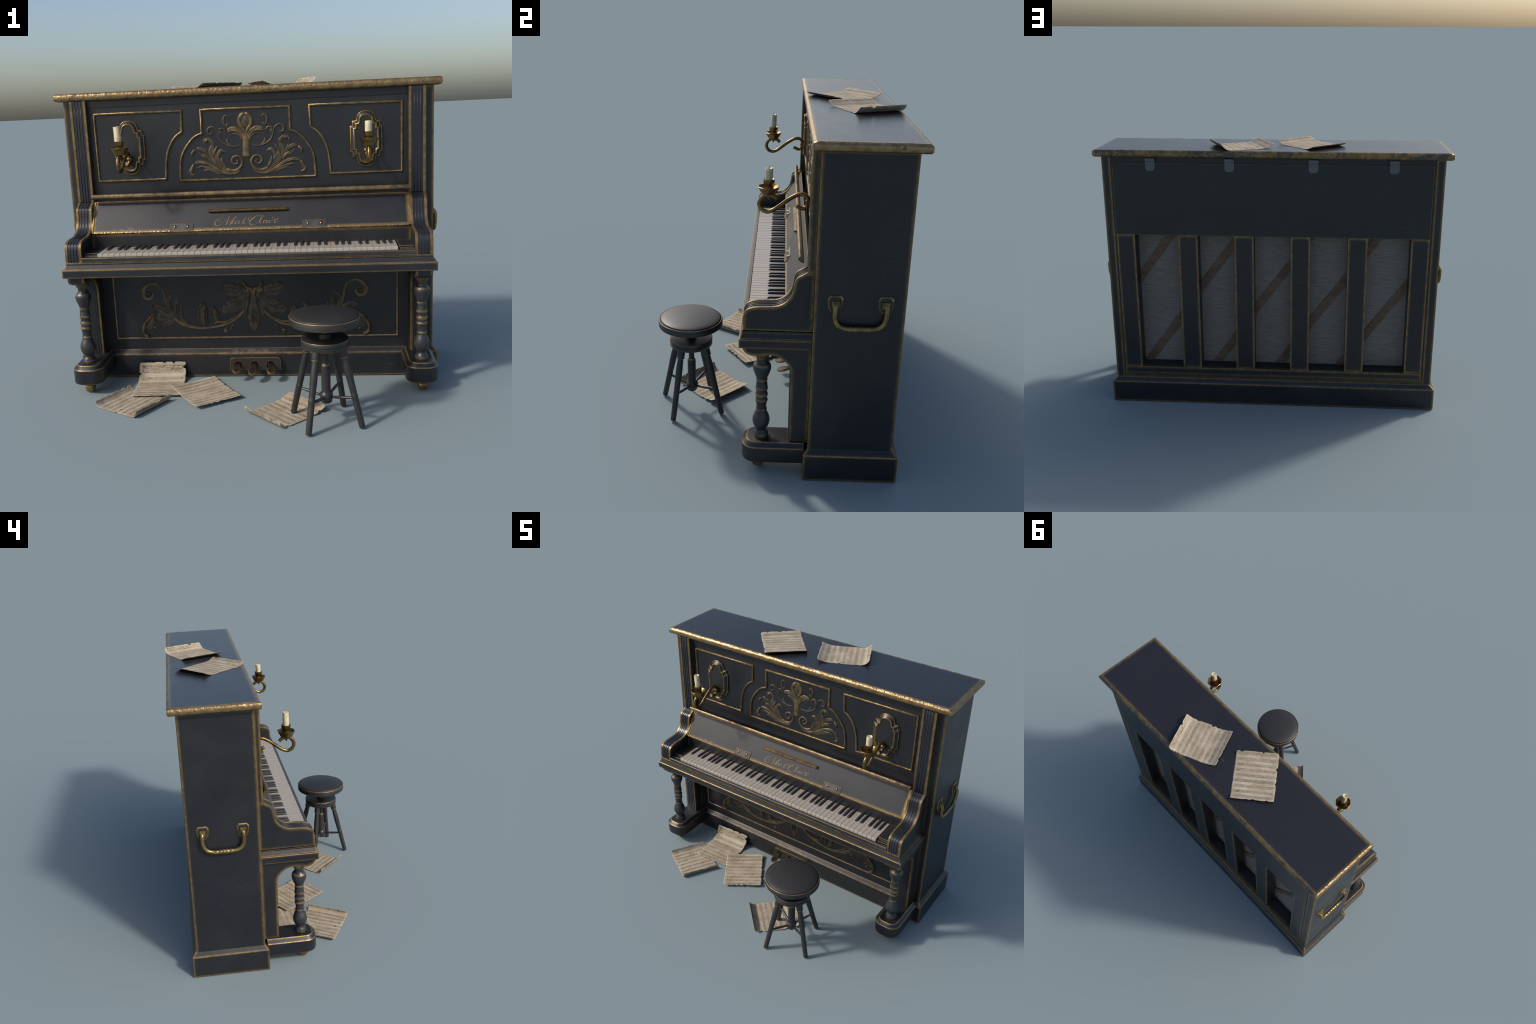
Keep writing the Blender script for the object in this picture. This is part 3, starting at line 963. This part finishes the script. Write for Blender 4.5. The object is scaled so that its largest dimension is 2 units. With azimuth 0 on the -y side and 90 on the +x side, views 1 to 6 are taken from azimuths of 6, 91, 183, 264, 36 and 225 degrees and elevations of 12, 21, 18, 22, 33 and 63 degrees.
# ---- lower front: panel with frame and carving
YL = .168
b = B()
b.box(-.835, .835, YL, YL + .015, .15, .65)
lower = b.obj('lower_front_panel', piano, M_PLAIN)
b = B()
moulding(b, [(-.776, .640), (-.776, .2215), (.776, .2215), (.776, .640)][::-1], .0055, .008, YL, closed=True)
b.obj('lower_frame_moulding', lower, gilding('lower_moulding_gilding', a=(.26, .185, .105), b=(.18, .125, .075), worn=.02, bump=.4, scale=90), smooth_angle=60)
pl = flat(YL)
RELIEF = 1.35
for sgn in (1, -1):
    S = lambda pts: [(sgn * x, z) for x, z in pts]
    b = B()
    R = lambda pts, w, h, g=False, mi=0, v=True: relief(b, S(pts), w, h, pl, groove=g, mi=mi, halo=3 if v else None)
    D = lambda x, z, rx, rz, h, a=0.0, mi=1, dish=0.0: blob(b, sgn * x, z, rx, rz, h, pl, ang=sgn * a, mi=mi, dish=dish)
    # big outer volute
    R([(.462, .365), (.476, .400), (.488, .433), (.494, .474), (.503, .505), (.522, .527), (.549, .5365), (.577, .531), (.601, .511), (.611, .484), (.603, .460), (.585, .450), (.566, .455), (.556, .470), (.560, .484)],
      [.004, .006, .006, .005, .005, .0055, .006, .009, .013, .014, .013, .011, .010, .008, .004], .010, True, mi=1)
    R([(.604, .495), (.592, .478), (.576, .476), (.570, .486)], [.008, .011, .009, .005], .005)
    # fan of dark leaves behind
    R([(.440, .330), (.470, .350), (.505, .378), (.530, .396), (.562, .402)], [.016, .030, .022, .032, .020, .022, .012], .006, True)
    R([(.430, .322), (.470, .335), (.510, .340), (.548, .345)], [.016, .030, .024, .032, .018], .006, True)
    R([(.430, .316), (.470, .310), (.500, .292), (.516, .266)], [.012, .018, .016, .007], .006, True)
    R([(.440, .340), (.462, .385), (.474, .425), (.462, .460), (.440, .468)], [.012, .014, .013, .012, .008], .006, True)
    R([(.425, .335), (.432, .385), (.430, .420), (.424, .445)], [.012, .018, .013, .004], .006, True)
    R([(.405, .325), (.406, .365), (.404, .395), (.409, .418)], [.012, .012, .007, .003], .005)
    # curled leaf with bright rim and small teeth
    R([(.543, .371), (.570, .353), (.596, .328), (.615, .302), (.624, .272), (.620, .248), (.604, .236), (.590, .238)], [.004, .007, .009, .010, .0105, .011, .012, .009], .013, mi=2)
    R([(.562, .348), (.580, .320), (.590, .288), (.596, .262)], [.010, .022, .024, .014], .006, True)
    R([(.545, .370), (.565, .335), (.552, .302)], [.003, .005, .003], .008, mi=1)
    D(.560, .284, .013, .007, .007, .5, mi=2)
    D(.573, .264, .011, .006, .007, .6, mi=2)
    # long stem to the middle, tapering into the fan
    R([(.452, .338), (.406, .306), (.357, .286), (.306, .2765), (.256, .2775), (.193, .287), (.142, .303), (.091, .335), (.051, .380), (.030, .422), (.022, .446)],
      [.010, .014, .010, .007, .007, .007, .008, .008, .007, .005, .003], .008, True, mi=1)
    R([(.420, .345), (.380, .310), (.330, .290)], [.008, .010, .003], .005)
    # upright leaves on the stem
    R([(.270, .292), (.286, .320), (.289, .355), (.284, .385), (.274, .405)], [.008, .017, .020, .018, .009], .008, True)
    R([(.283, .294), (.304, .322), (.308, .355), (.302, .390), (.284, .413), (.266, .404), (.262, .375), (.262, .335), (.258, .300)], [.003, .004, .004, .004, .0045, .004, .003, .003, .002], .010, mi=1)
    R([(.200, .300), (.214, .330), (.222, .362), (.222, .392)], [.008, .015, .016, .007], .008, True)
    R([(.212, .302), (.232, .332), (.238, .362), (.226, .396), (.208, .372), (.196, .335), (.186, .306)], [.003, .004, .004, .0045, .004, .0035, .002], .010, mi=1)
    R([(.225, .295), (.204, .311), (.166, .310), (.123, .326), (.080, .354)], [.005, .009, .008, .006, .002], .009, mi=2)
    D(.303, .334, .016, .009, .007, -.1)
    R([(.275, .322), (.296, .330), (.307, .334)], [.004, .004, .004], .004)
    D(.161, .258, .011, .014, .006, .2)
    R([(.150, .285), (.155, .272), (.160, .262)], [.003, .005, .007], .004)
    R([(.116, .300), (.127, .277), (.138, .256)], [.005, .006, .003], .004)
    # shell leaves at the centre
    R([(.050, .490), (.090, .494), (.128, .500), (.168, .514)], [.020, .034, .024, .036, .024, .032, .012], .006, True)
    R([(.055, .478), (.090, .470), (.125, .470), (.158, .480)], [.010, .024, .016, .024, .014, .004], .007, True)
    R([(.046, .468), (.060, .430), (.075, .405), (.110, .385), (.150, .378), (.186, .380)], [.010, .026, .022, .036, .026, .036, .022, .028, .006], .006, True)
    R([(.060, .450), (.095, .425), (.130, .415), (.152, .420)], [.008, .018, .018, .006], .006, True)
    R([(.030, .440), (.040, .400), (.048, .365), (.056, .335)], [.006, .012, .013, .006], .006, True)
    R([(.057, .520), (.050, .533), (.045, .519), (.036, .506), (.020, .500), (0, .4965)], [.006, .007, .008, .009, .011, .012], .010, mi=1)
    R([(.050, .510), (.048, .490), (.044, .470)], [.008, .010, .006], .009, mi=1)
    R([(.030, .503), (.032, .487), (.033, .470)], [.012, .014, .010], .0095, True, mi=1)
    R([(.022, .478), (.036, .448), (.050, .425)], [.012, .014, .006], .008, True, v=False)
    R([(.020, .450), (.026, .430), (.030, .405)], [.003, .004, .002], .009, mi=2)
    # raised veins and gilt rims on the dark leaves
    for vein in ([(.070, .492), (.110, .500), (.155, .511)], [(.075, .478), (.110, .476), (.146, .480)], [(.066, .428), (.095, .398), (.145, .384)], [(.080, .432), (.110, .420), (.142, .419)],
                 [(.455, .345), (.500, .376), (.548, .400)], [(.450, .333), (.495, .339), (.538, .344)], [(.450, .318), (.485, .302), (.510, .272)], [(.452, .365), (.466, .415), (.458, .455)],
                 [(.430, .350), (.431, .395), (.426, .432)]):
        R(vein, [.0010, .0022, .0010], .0085, v=False, mi=1)
    R([(.155, .534), (.166, .512), (.161, .490)], [.002, .004, .002], .008, mi=1)
    R([(.172, .394), (.184, .380), (.170, .366)], [.002, .004, .002], .008, mi=1)
    R([(.556, .415), (.568, .405), (.560, .392)], [.002, .004, .002], .007, mi=1)
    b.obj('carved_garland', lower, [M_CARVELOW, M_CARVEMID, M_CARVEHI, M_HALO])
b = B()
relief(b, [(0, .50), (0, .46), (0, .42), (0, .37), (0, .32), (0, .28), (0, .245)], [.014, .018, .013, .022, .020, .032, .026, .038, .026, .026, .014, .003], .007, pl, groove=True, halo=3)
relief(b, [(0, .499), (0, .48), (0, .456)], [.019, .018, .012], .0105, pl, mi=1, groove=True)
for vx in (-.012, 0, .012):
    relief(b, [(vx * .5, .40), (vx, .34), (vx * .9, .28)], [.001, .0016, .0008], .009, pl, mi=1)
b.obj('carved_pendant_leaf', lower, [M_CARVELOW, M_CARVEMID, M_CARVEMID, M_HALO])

# ---- pedals
b = B()
hw, top, bot = .1415, .1140, .0415
def slot(xc):
    r = .0232
    pts = [(xc - r, bot)] + [(xc + r * math.cos(math.radians(180 - a)), .0705 + r * math.sin(math.radians(a))) for a in range(0, 181, 18)] + [(xc + r, bot)]
    return pts
outline = [(-hw, bot), (-hw, top - .020)] + [(-hw + .02 - .02 * math.cos(math.radians(a)), top - .02 + .02 * math.sin(math.radians(a))) for a in (30, 60, 90)]
outline += [(hw - .02 + .02 * math.sin(math.radians(a)), top - .02 + .02 * math.cos(math.radians(a))) for a in (0, 30, 60)] + [(hw, top - .02), (hw, bot)]
for xc in (.084, -.004, -.096):
    outline += slot(xc)[::-1]
b.prism(outline, 'y', .1270, .147)
pp = b.obj('pedal_plate', piano, M_PEDAL)
for xc, tipx, tipy, tz in ((-.096, -.1, .042, .0640), (-.004, -.012, .011, .0640), (.084, .093, .022, .0640)):
    b = B()
    half = [(0, .0125), (.30, .0140), (.42, .0140), (.55, .0170), (.68, .0225), (.80, .0235), (.90, .019), (.97, .010), (1, .0)]
    def at(t, s_, dz):
        x = xc + (tipx - xc) * t + s_
        y = .150 + (tipy - .150) * t
        z = .081 + (tz - .081) * t + .004 * math.sin(math.pi * t)
        return (x, y, z + dz)
    loops = []
    for dz, sc in ((-.0008, .70), (0, .78), (-.003, 1), (-.0115, 1)):
        lp = [at(t, -w * sc, dz) for t, w in half] + [at(t, w * sc, dz) for t, w in reversed(half[:-1])]
        loops.append(lp)
    b.loft(loops, cap0=True, cap1=True, mis=[0, 1, 1, 1])
    b.obj('pedal', piano, [M_PEDALTOP, M_RIM])

# ---- toe blocks, turned legs, castors
for sgn in (1, -1):
    b = B()
    def toe(ins, z):
        x0, x1, yf, yb, c = .7905 + ins, .9535 - ins, -.1345 + ins, .150, .062 - ins
        q = [math.radians(a) for a in range(0, 91, 15)]
        p = [(x0, yb)] + [(x0 + c - c * math.cos(a), yf + c - c * math.sin(a)) for a in q] + [(x1 - c + c * math.sin(a), yf + c - c * math.cos(a)) for a in q] + [(x1, yb)]
        return [(sgn * x, y, z) for x, y in p]
    b.loft([toe(.012, .0600), toe(.002, .0665), toe(0, .076), toe(0, .1415), toe(.0035, .1455), toe(.0185, .1600), toe(.0225, .1640), toe(.028, .1643)], mis=[1, 0, 0, 1, 0, 1, 0])
    b.obj('toe_block', piano, [M_TOE, M_GOLD], smooth_angle=25)
    b = B()
    # silhouette of the turned column, with the rows of beads gilt
    prof = [(.029, .160), (.033, .168), (.034, .182), (.027, .192), (.0225, .198), (.0225, .206), (.028, .211), (.031, .216), (.038, .232), (.0405, .249), (.038, .266), (.031, .284), (.024, .297),
            (.0235, .301), (.026, .304), (.026, .309), (.0235, .312), (.0225, .322), (.0245, .340), (.0250, .349), (.0285, .352), (.0285, .359), (.0255, .363), (.0245, .374), (.0285, .379), (.0290, .388), (.0270, .393),
            (.0245, .397), (.0250, .408), (.0285, .413), (.0285, .421), (.0265, .426), (.0250, .446), (.0225, .455), (.0255, .459), (.0255, .465), (.0235, .469), (.0260, .474), (.033, .492), (.0395, .511), (.0415, .525), (.0395, .537), (.033, .547),
            (.0265, .552), (.0245, .557), (.0245, .571), (.028, .578), (.034, .584), (.034, .595), (.031, .604)]
    gilt = [(.160, .186), (.206, .214), (.300, .311), (.350, .362), (.376, .394), (.411, .424), (.456, .468), (.534, .549), (.574, .606)]
    mis = [1 if any(a <= (prof[i][1] + prof[i + 1][1]) / 2 <= c for a, c in gilt) else 0 for i in range(len(prof) - 1)]
    b.lathe(prof, seg=20, mis=mis)
    col = b.obj('turned_leg', piano, [plain('turned_leg_lacquer', (.022, .023, .027), (.033, .033, .036), rough=.36, scale=22), gilding('leg_bead_gilding', a=(.22, .15, .07), b=(.10, .075, .045), bump=.3, metal=.5)])
    place(col, (sgn * .8755, -.0488, 0))
    # small square corbel with two scrolls above the column
    b = B()
    for xx in (.846, .905):
        b.tube([(sgn * xx, -.128, .632), (sgn * xx, -.112, .616), (sgn * xx, -.09, .6085), (sgn * xx, -.06, .606)], [.008, .010, .010, .006], 10)
    b.obj('leg_corbel', piano, M_GOLD)
    b = B()
    cy, cx = -.0605, sgn * .877
    r = .0275
    n = 20
    loops = []
    for xx, rr in ((-.019, r * .88), (-.015, r), (.015, r), (.019, r * .88)):
        loops.append([(cx + xx, cy + rr * math.cos(2 * math.pi * i / n), .0278 + rr * math.sin(2 * math.pi * i / n)) for i in range(n)])
    b.loft(loops, smooth=False)
    b.box(cx - .024, cx - .020, cy - .012, cy + .014, .020, .064)
    b.box(cx + .020, cx + .024, cy - .012, cy + .014, .020, .064)
    b.obj('castor', piano, M_BRASSDK, smooth_angle=40)

# ---- side handles
for sgn in (1, -1):
    handle = None
    b = B()
    hx = .0042 if sgn > 0 else .0062
    ctl = [(.960, .2535, .886), (.974, .2535, .878), (.9795, .2530, .862), (.9790, .2525, .838), (.9785, .2570, .811), (.978, .272, .789), (.978, .298, .7785), (.978, .330, .7765), (.978, .361, .7765), (.978, .392, .7765), (.978, .424, .779), (.978, .449, .790), (.9785, .4635, .811), (.979, .4685, .838), (.9795, .4685, .862), (.974, .4685, .878), (.960, .4685, .886)]
    pts = spline(ctl, 5)
    rad = []
    for p in pts:
        y = p[1]
        r = .0108
        for c in (.321, .344, .361, .378, .401):
            r += .0028 * math.exp(-((y - c) / .0042) ** 2)
        rad.append(r)
    b.tube([(sgn * (p[0] + hx), p[1], p[2]) for p in pts], rad, 12)
    handle = b.obj('carrying_handle', piano, M_BRASSDK)
    for yc in (.2545, .4655):
        b = B()
        oct_ = [(-.034, .906), (-.023, .9215), (.023, .9215), (.034, .906), (.0285, .862), (.016, .845), (-.016, .845), (-.0285, .862)]
        L = lambda sc, x: [(sgn * (x + hx), yc + y * sc, .885 + (z - .885) * sc) for y, z in oct_]
        b.loft([L(1, .957), L(1, .9610), L(.86, .9655), L(.80, .9645)], cap0=True, cap1=True, mis=[1, 1, 1, 0])
        b.obj('handle_plate', handle, [M_PLATE, M_BRASSDK])
        b = B()
        xa, xb = sorted((sgn * .957, sgn * (.972 + hx)))
        b.box(xa, xb, yc - .0155, yc + .0155, .868, .899)
        xa, xb = sorted((sgn * .957, sgn * (.980 + hx)))
        b.box(xa, xb, yc - .0105, yc + .0105, .872, .891)
        b.obj('handle_socket', handle, M_BRASSDK, bevel=.002)

# ---- candle sconces
for sgn, ctop in ((1, 1.3735), (-1, 1.3955)):
    sc = bpy.data.objects.new('candle_sconce', None)
    COL.objects.link(sc)
    sc.parent = piano
    sc.location = Vector((sgn * .6205, YP, 1.28)) - piano.location
    XC = sgn * .6205
    def arch(w, z0, h, steps=6):
        # half of a flattened arch, from its crown outwards
        return [(w * math.sin(a), z0 + h * math.cos(a) ** .8) for a in [math.radians(86 * i / steps) for i in range(steps + 1)]]
    def foot(w, z0, h, steps=6):
        return [(x, 2 * z0 - z) for x, z in reversed(arch(w, z0, h, steps))]
    ho = arch(.0445, 1.380, .0385) + [(.0480, 1.3675), (.068, 1.3675), (.0675, 1.352), (.0665, 1.343), (.0785, 1.342), (.0785, 1.2155), (.0672, 1.2165), (.0665, 1.1905), (.0460, 1.194)] + foot(.0430, 1.176, .0355)
    hi_ = arch(.0330, 1.374, .0275) + [(.0355, 1.3555), (.0505, 1.3550), (.0505, 1.340), (.051, 1.3315), (.0615, 1.3310), (.0615, 1.2265), (.0515, 1.2255), (.0505, 1.204), (.0355, 1.2035)] + foot(.0325, 1.184, .0265)
    def ring(h, y, shrink=0.0):
        full = h + [(-x, z) for x, z in reversed(h[1:-1])]
        return [(XC + x * (1 - shrink), y, 1.28 + (z - 1.28) * (1 - shrink * .6)) for x, z in full]
    b = B()
    b.loft([ring(ho, YP), ring(ho, YP - .005), ring(hi_, YP - .019), ring(hi_, YP - .0215, .03), ring(hi_, YP - .0215, .06), ring(hi_, YP - .0185, .09)], cap0=False, cap1=True, mis=[1, 0, 1, 1, 0, 0])
    outl = lambda h: [(x, z) for x, y, z in ring(h, 0)]
    rim = B()
    moulding(rim, outl(ho), .0034, .0055, YP - .0035)
    moulding(rim, outl(hi_), .0040, .0060, YP - .0185)
    plate = b.obj('wall_plate', sc, [M_PLATE, M_BRASSDK])
    rim.obj('plate_rim', plate, M_RIM, smooth_angle=70)
    # S-shaped arm
    arm = spline([(-.001, 1.231), (-.014, 1.243), (-.026, 1.2475), (-.044, 1.2505), (-.060, 1.247), (-.076, 1.230), (-.082, 1.205), (-.071, 1.183), (-.056, 1.1745), (-.040, 1.1725), (-.013, 1.184), (.020, 1.209), (.050, 1.232), (.084, 1.252), (.110, 1.2565), (.130, 1.247), (.1375, 1.226), (.131, 1.201), (.112, 1.191), (.083, 1.2025)], 5)
    b = B()
    b.tube([(XC, y, z) for y, z in arm], .0098, 10)
    b.obj('sconce_arm', sc, M_BRASS)
    b = B()
    b.tube([(XC, YP - .016, 1.222), (XC, .137, 1.222)], [.016, .010], 12)
    b.tube([(XC - .014, .1365, 1.2215), (XC + .014, .1365, 1.2215)], .0125, 12)
    b.lathe([(.003, 1.229), (.006, 1.236), (.006, 1.262)], (XC, -.0405, 0), 10)
    b.obj('arm_boss', sc, M_BRASS)
    b = B()
    b.lathe([(.018, 1.254), (.033, 1.256), (.0345, 1.260), (.0505, 1.2885), (.0480, 1.2905), (.030, 1.271), (.020, 1.268)], (XC, -.0405, 0), 8, rot=math.pi / 8)
    b.obj('drip_pan', sc, M_BRASS, smooth_angle=47)
    b = B()
    b.lathe([(.0215, 1.266), (.0225, 1.285), (.0205, 1.290), (.0215, 1.2965), (.0245, 1.302), (.0255, 1.318), (.0265, 1.3225), (.0235, 1.323), (.018, 1.319)], (XC, -.0405, 0), 14)
    b.obj('candle_cup', sc, M_BRASS, smooth_angle=35)
    b = B()
    seg, loops = 22, []
    lean = .004 if sgn < 0 else 0
    zs = [1.316, 1.33, 1.345, 1.36, ctop - .004, ctop, ctop - .001, ctop - .005, ctop - .007]
    rs = [.0172, .0171, .0170, .0169, .0168, .0158, .0125, .0085, .002]
    for i, (z, r) in enumerate(zip(zs, rs)):
        lp = []
        for a in range(seg):
            t = 2 * math.pi * a / seg
            q = noise.noise(Vector((math.cos(t) * 1.6, math.sin(t) * 1.6, sgn * 3 + z * 30)))
            rr = r * (1 + .025 * q)
            zz = z + (q * .0028 if i in (4, 5, 6) else 0)
            lp.append((XC + rr * math.cos(t) - lean * (z - 1.316) / .07, -.0405 + rr * math.sin(t), zz))
        loops.append(lp)
    b.loft(loops, smooth=True)
    cn = b.obj('candle', sc, M_WAX, smooth_angle=60)
    b = B()
    b.tube([(XC - lean, -.0405, ctop - .008), (XC - lean + .0006, -.041, ctop + .004), (XC - lean - .0004, -.0415, ctop + .011)], [.0014, .0013, .001], 6)
    b.obj('wick', sc, M_WICK)

# ================================================================== THE STOOL
SC = Vector((.3865, -.4310, 0))
stool = bpy.data.objects.new('piano_stool', None)
stool.location = SC
COL.objects.link(stool)
stool['label'] = 'round black screw stool with leather seat and four splayed turned legs'
stool['category'] = 'piano stool'
b = B()
b.lathe([(.1585, .5185), (.150, .5245), (.130, .5295), (.100, .5345), (.060, .5385), (.025, .540), (.002, .5405)], (SC.x, SC.y, 0), 56)
b.obj('seat_cushion', stool, M_SEAT)
b = B()
b.lathe([(.002, .4830), (.150, .4835), (.1615, .4845), (.1635, .4865), (.1635, .5165), (.1622, .5188), (.1600, .5198), (.1565, .5185)], (SC.x, SC.y, 0), 56, mis=[0, 0, 1, 0, 1, 1, 0])
b.obj('seat_rim', stool, [M_STOOLP, M_THIN], smooth_angle=40)
b = B()
b.lathe([(.009, .40), (.009, .486)], (SC.x, SC.y, 0), 14)
for z in [.43 + .006 * i for i in range(9)]:
    b.lathe([(.009, z), (.012, z + .0015), (.012, z + .003), (.009, z + .0045)], (SC.x, SC.y, 0), 14)
b.lathe([(.020, .4105), (.0285, .4115), (.0285, .4175), (.023, .4205), (.023, .4275), (.020, .430), (.010, .431)], (SC.x, SC.y, 0), 20, mis=[0, 0, 0, 0, 0, 0])
b.obj('seat_screw', stool, M_STOOL, smooth_angle=40)
b = B()
b.lathe([(.060, .3720), (.1080, .3720), (.1095, .3738), (.1095, .3890), (.1075, .3900), (.1075, .3925), (.1100, .3935), (.1100, .4085), (.1086, .4104), (.100, .4110), (.010, .4112)], (SC.x, SC.y, 0), 48,
        mis=[0, 1, 0, 0, 0, 0, 0, 1, 0, 0])
b.obj('leg_disc', stool, [M_STOOLP, M_THIN], smooth_angle=40)
b = B()
b.lathe([(.010, .0935), (.022, .0945), (.027, .100), (.0285, .1150), (.0315, .1250), (.0315, .1360), (.0285, .1420), (.0225, .1460), (.0215, .152), (.0215, .2700), (.0195, .2780), (.0150, .2850), (.0140, .292), (.0145, .335), (.0200, .338), (.0205, .350), (.0190, .3725)], (SC.x, SC.y, 0), 24,
        mis=[0] * 9 + [0, 1, 0, 0, 0, 1, 0])
b.obj('centre_post', stool, [M_STOOLP, M_THIN], smooth_angle=50)
tips = [(.303, -.5935), (.548, -.5130), (.4695, -.2685), (.2255, -.3495)]
for tx, ty in tips:
    tip = Vector((tx, ty + .002, .0045))
    d = Vector((tx - SC.x, ty - SC.y, 0)).normalized()
    top_ = SC + d * .0875 + Vector((0, 0, .372))
    b = B()
    prof = [(0, .0128), (.012, .0142), (.10, .0146), (.30, .0152), (.385, .0150), (.395, .0160), (.410, .0160), (.418, .0150), (.50, .0155), (.515, .0163), (.53, .0155), (.62, .0172), (.74, .0172), (.84, .0152), (.885, .0148), (.892, .0188), (.905, .0195), (.96, .0195), (1, .0195)]
    pts = [tip.lerp(top_, t) for t, r in prof]
    b.tube(pts, [r for t, r in prof], 14)
    leg = b.obj('leg', stool, M_STOOLP, smooth_angle=50)
    b = B()
    for t, r in ((.892, .0197),):
        b.tube([tip.lerp(top_, t - .006), tip.lerp(top_, t + .003)], [r, r], 16)
    b.obj('gilt_ring', leg, M_THIN, smooth_angle=40)
    hub = SC + d * .026 + Vector((0, 0, .124))
    at_ = tip.lerp(top_, .375)
    b = B()
    pts = [hub.lerp(at_, t) for t in (0, .15, .45, .6, .85, 1)]
    b.tube(pts, [.0058, .0062, .0078, .0078, .0060, .0055], 10)
    b.obj('stretcher', stool, M_IRON)

# ================================================================== SHEETS OF MUSIC
def sheet(cx, cy, z0, ang, height, seed, roll=None):
    """one torn page: u runs along the short side (x), v along the long side (y); height(u, v) -> (dv, z)"""
    W, L = .262, .331
    nu, nv = 44, 56
    rs = random.Random(seed)
    nts = [(rs.choice('lrtb'), rs.uniform(.08, .92), rs.uniform(.012, .045), rs.uniform(.004, .012)) for _ in range(10)]
    def edge_in(side, t):
        o = seed * 7.3 + 'lrtb'.index(side) * 3.1
        d = .0012 + .0022 * noise.noise(Vector((t * 9, o, 0))) + .0018 * noise.noise(Vector((t * 34, o, 4)))
        for sd, c, w, dp in nts:
            if sd == side:
                q = abs(t - c) / w
                if q < 1:
                    d += dp * (1 - q * q)
        # rounded or torn corners
        for c in (0.0, 1.0):
            q = abs(t - c)
            if q < .025:
                d += (.025 - q) * .12 * (1 + noise.noise(Vector((o, c * 5, 9))))
        return max(d, 0)
    v, f = [], []
    for j in range(nv + 1):
        tv = j / nv
        for i in range(nu + 1):
            tu = i / nu
            l, r = edge_in('l', tv), edge_in('r', tv)
            bt, tp = edge_in('b', tu), edge_in('t', tu)
            x = -W / 2 + l + (W - l - r) * tu
            y = -L / 2 + bt + (L - bt - tp) * tv
            yy, z = height(x, y)
            z += .0016 * noise.noise(Vector((x * 11, y * 11, seed))) + .0008
            v.append((x, yy, max(z, .0004)))
    for j in range(nv):
        for i in range(nu):
            a = j * (nu + 1) + i
            f.append((a, a + 1, a + nu + 2, a + nu + 1))
    me = bpy.data.meshes.new('sheet_music')
    me.from_pydata(v, [], f)
    me.polygons.foreach_set('use_smooth', [True] * len(f))
    me.materials.append(paper_material(seed))
    o = bpy.data.objects.new('sheet_music', me)
    COL.objects.link(o)
    o.location = (cx, cy, z0)
    o.rotation_euler = (0, 0, ang)
    md = o.modifiers.new('thickness', 'SOLIDIFY')
    md.thickness = .0009
    md.offset = 1
    o['label'] = 'aged torn page of printed sheet music with curled edges'
    o['category'] = 'sheet music'
    return o


def curl(R_top=None, start_top=9, R_bot=None, start_bot=9, extra=None):
    """rolls the far (+y) and near (-y) ends upward on cylinders of the given radius"""
    def h(x, y):
        yy, z = y, 0.0
        if R_top and y > start_top:
            a = (y - start_top) / R_top
            yy, z = start_top + R_top * math.sin(a), R_top * (1 - math.cos(a))
        elif R_bot and y < -start_bot:
            a = (-y - start_bot) / R_bot
            yy, z = -start_bot - R_bot * math.sin(a), R_bot * (1 - math.cos(a))
        if extra:
            z += extra(x, y)
        return yy, z
    return h

def heading(dx, dy):
    """rotation that turns local +y (long side) into the given direction"""
    return math.atan2(-dx, dy)

# floor, far left: both ends rolled up
sheet(-.598, -.222, 0, heading(-.242, .142), curl(.034, .118, .023, .117), 1)
# floor, leaning on the plinth
def lean(x, y):
    s0 = .02
    if y < s0:
        return y, .003 + .006 * max(0, -y - .09) / .07
    a = min(1.0, (y - s0) / .12)
    th = a * 1.3
    k_ = .12 / 1.3
    yy, z = s0 + k_ * math.sin(th), k_ * (1 - math.cos(th))
    if y > s0 + .12:
        yy += (y - s0 - .12) * math.cos(1.3)
        z += (y - s0 - .12) * math.sin(1.3)
    return yy, z
sheet(-.513, .014, .001, math.radians(3.5), lean, 2)
# floor, over the other two: corners lifted
sheet(-.244, -.102, .006, heading(-.183, .273), curl(extra=lambda x, y: .008 * (y / .16) ** 2 + .004 * (x / .13) ** 2), 3)
# floor, below the stool: one end rolled up high
sheet(.179, -.341, .0006, heading(-.225, -.225), curl(.036, .105, .30, .04), 4)
# on the lid
sheet(.185, .420, 1.5725, heading(.296, .136), curl(.060, .095, .17, .075), 5)
sheet(-.219, .340, 1.5725, heading(-.213, .243), curl(.13, .090, .13, .090), 6)
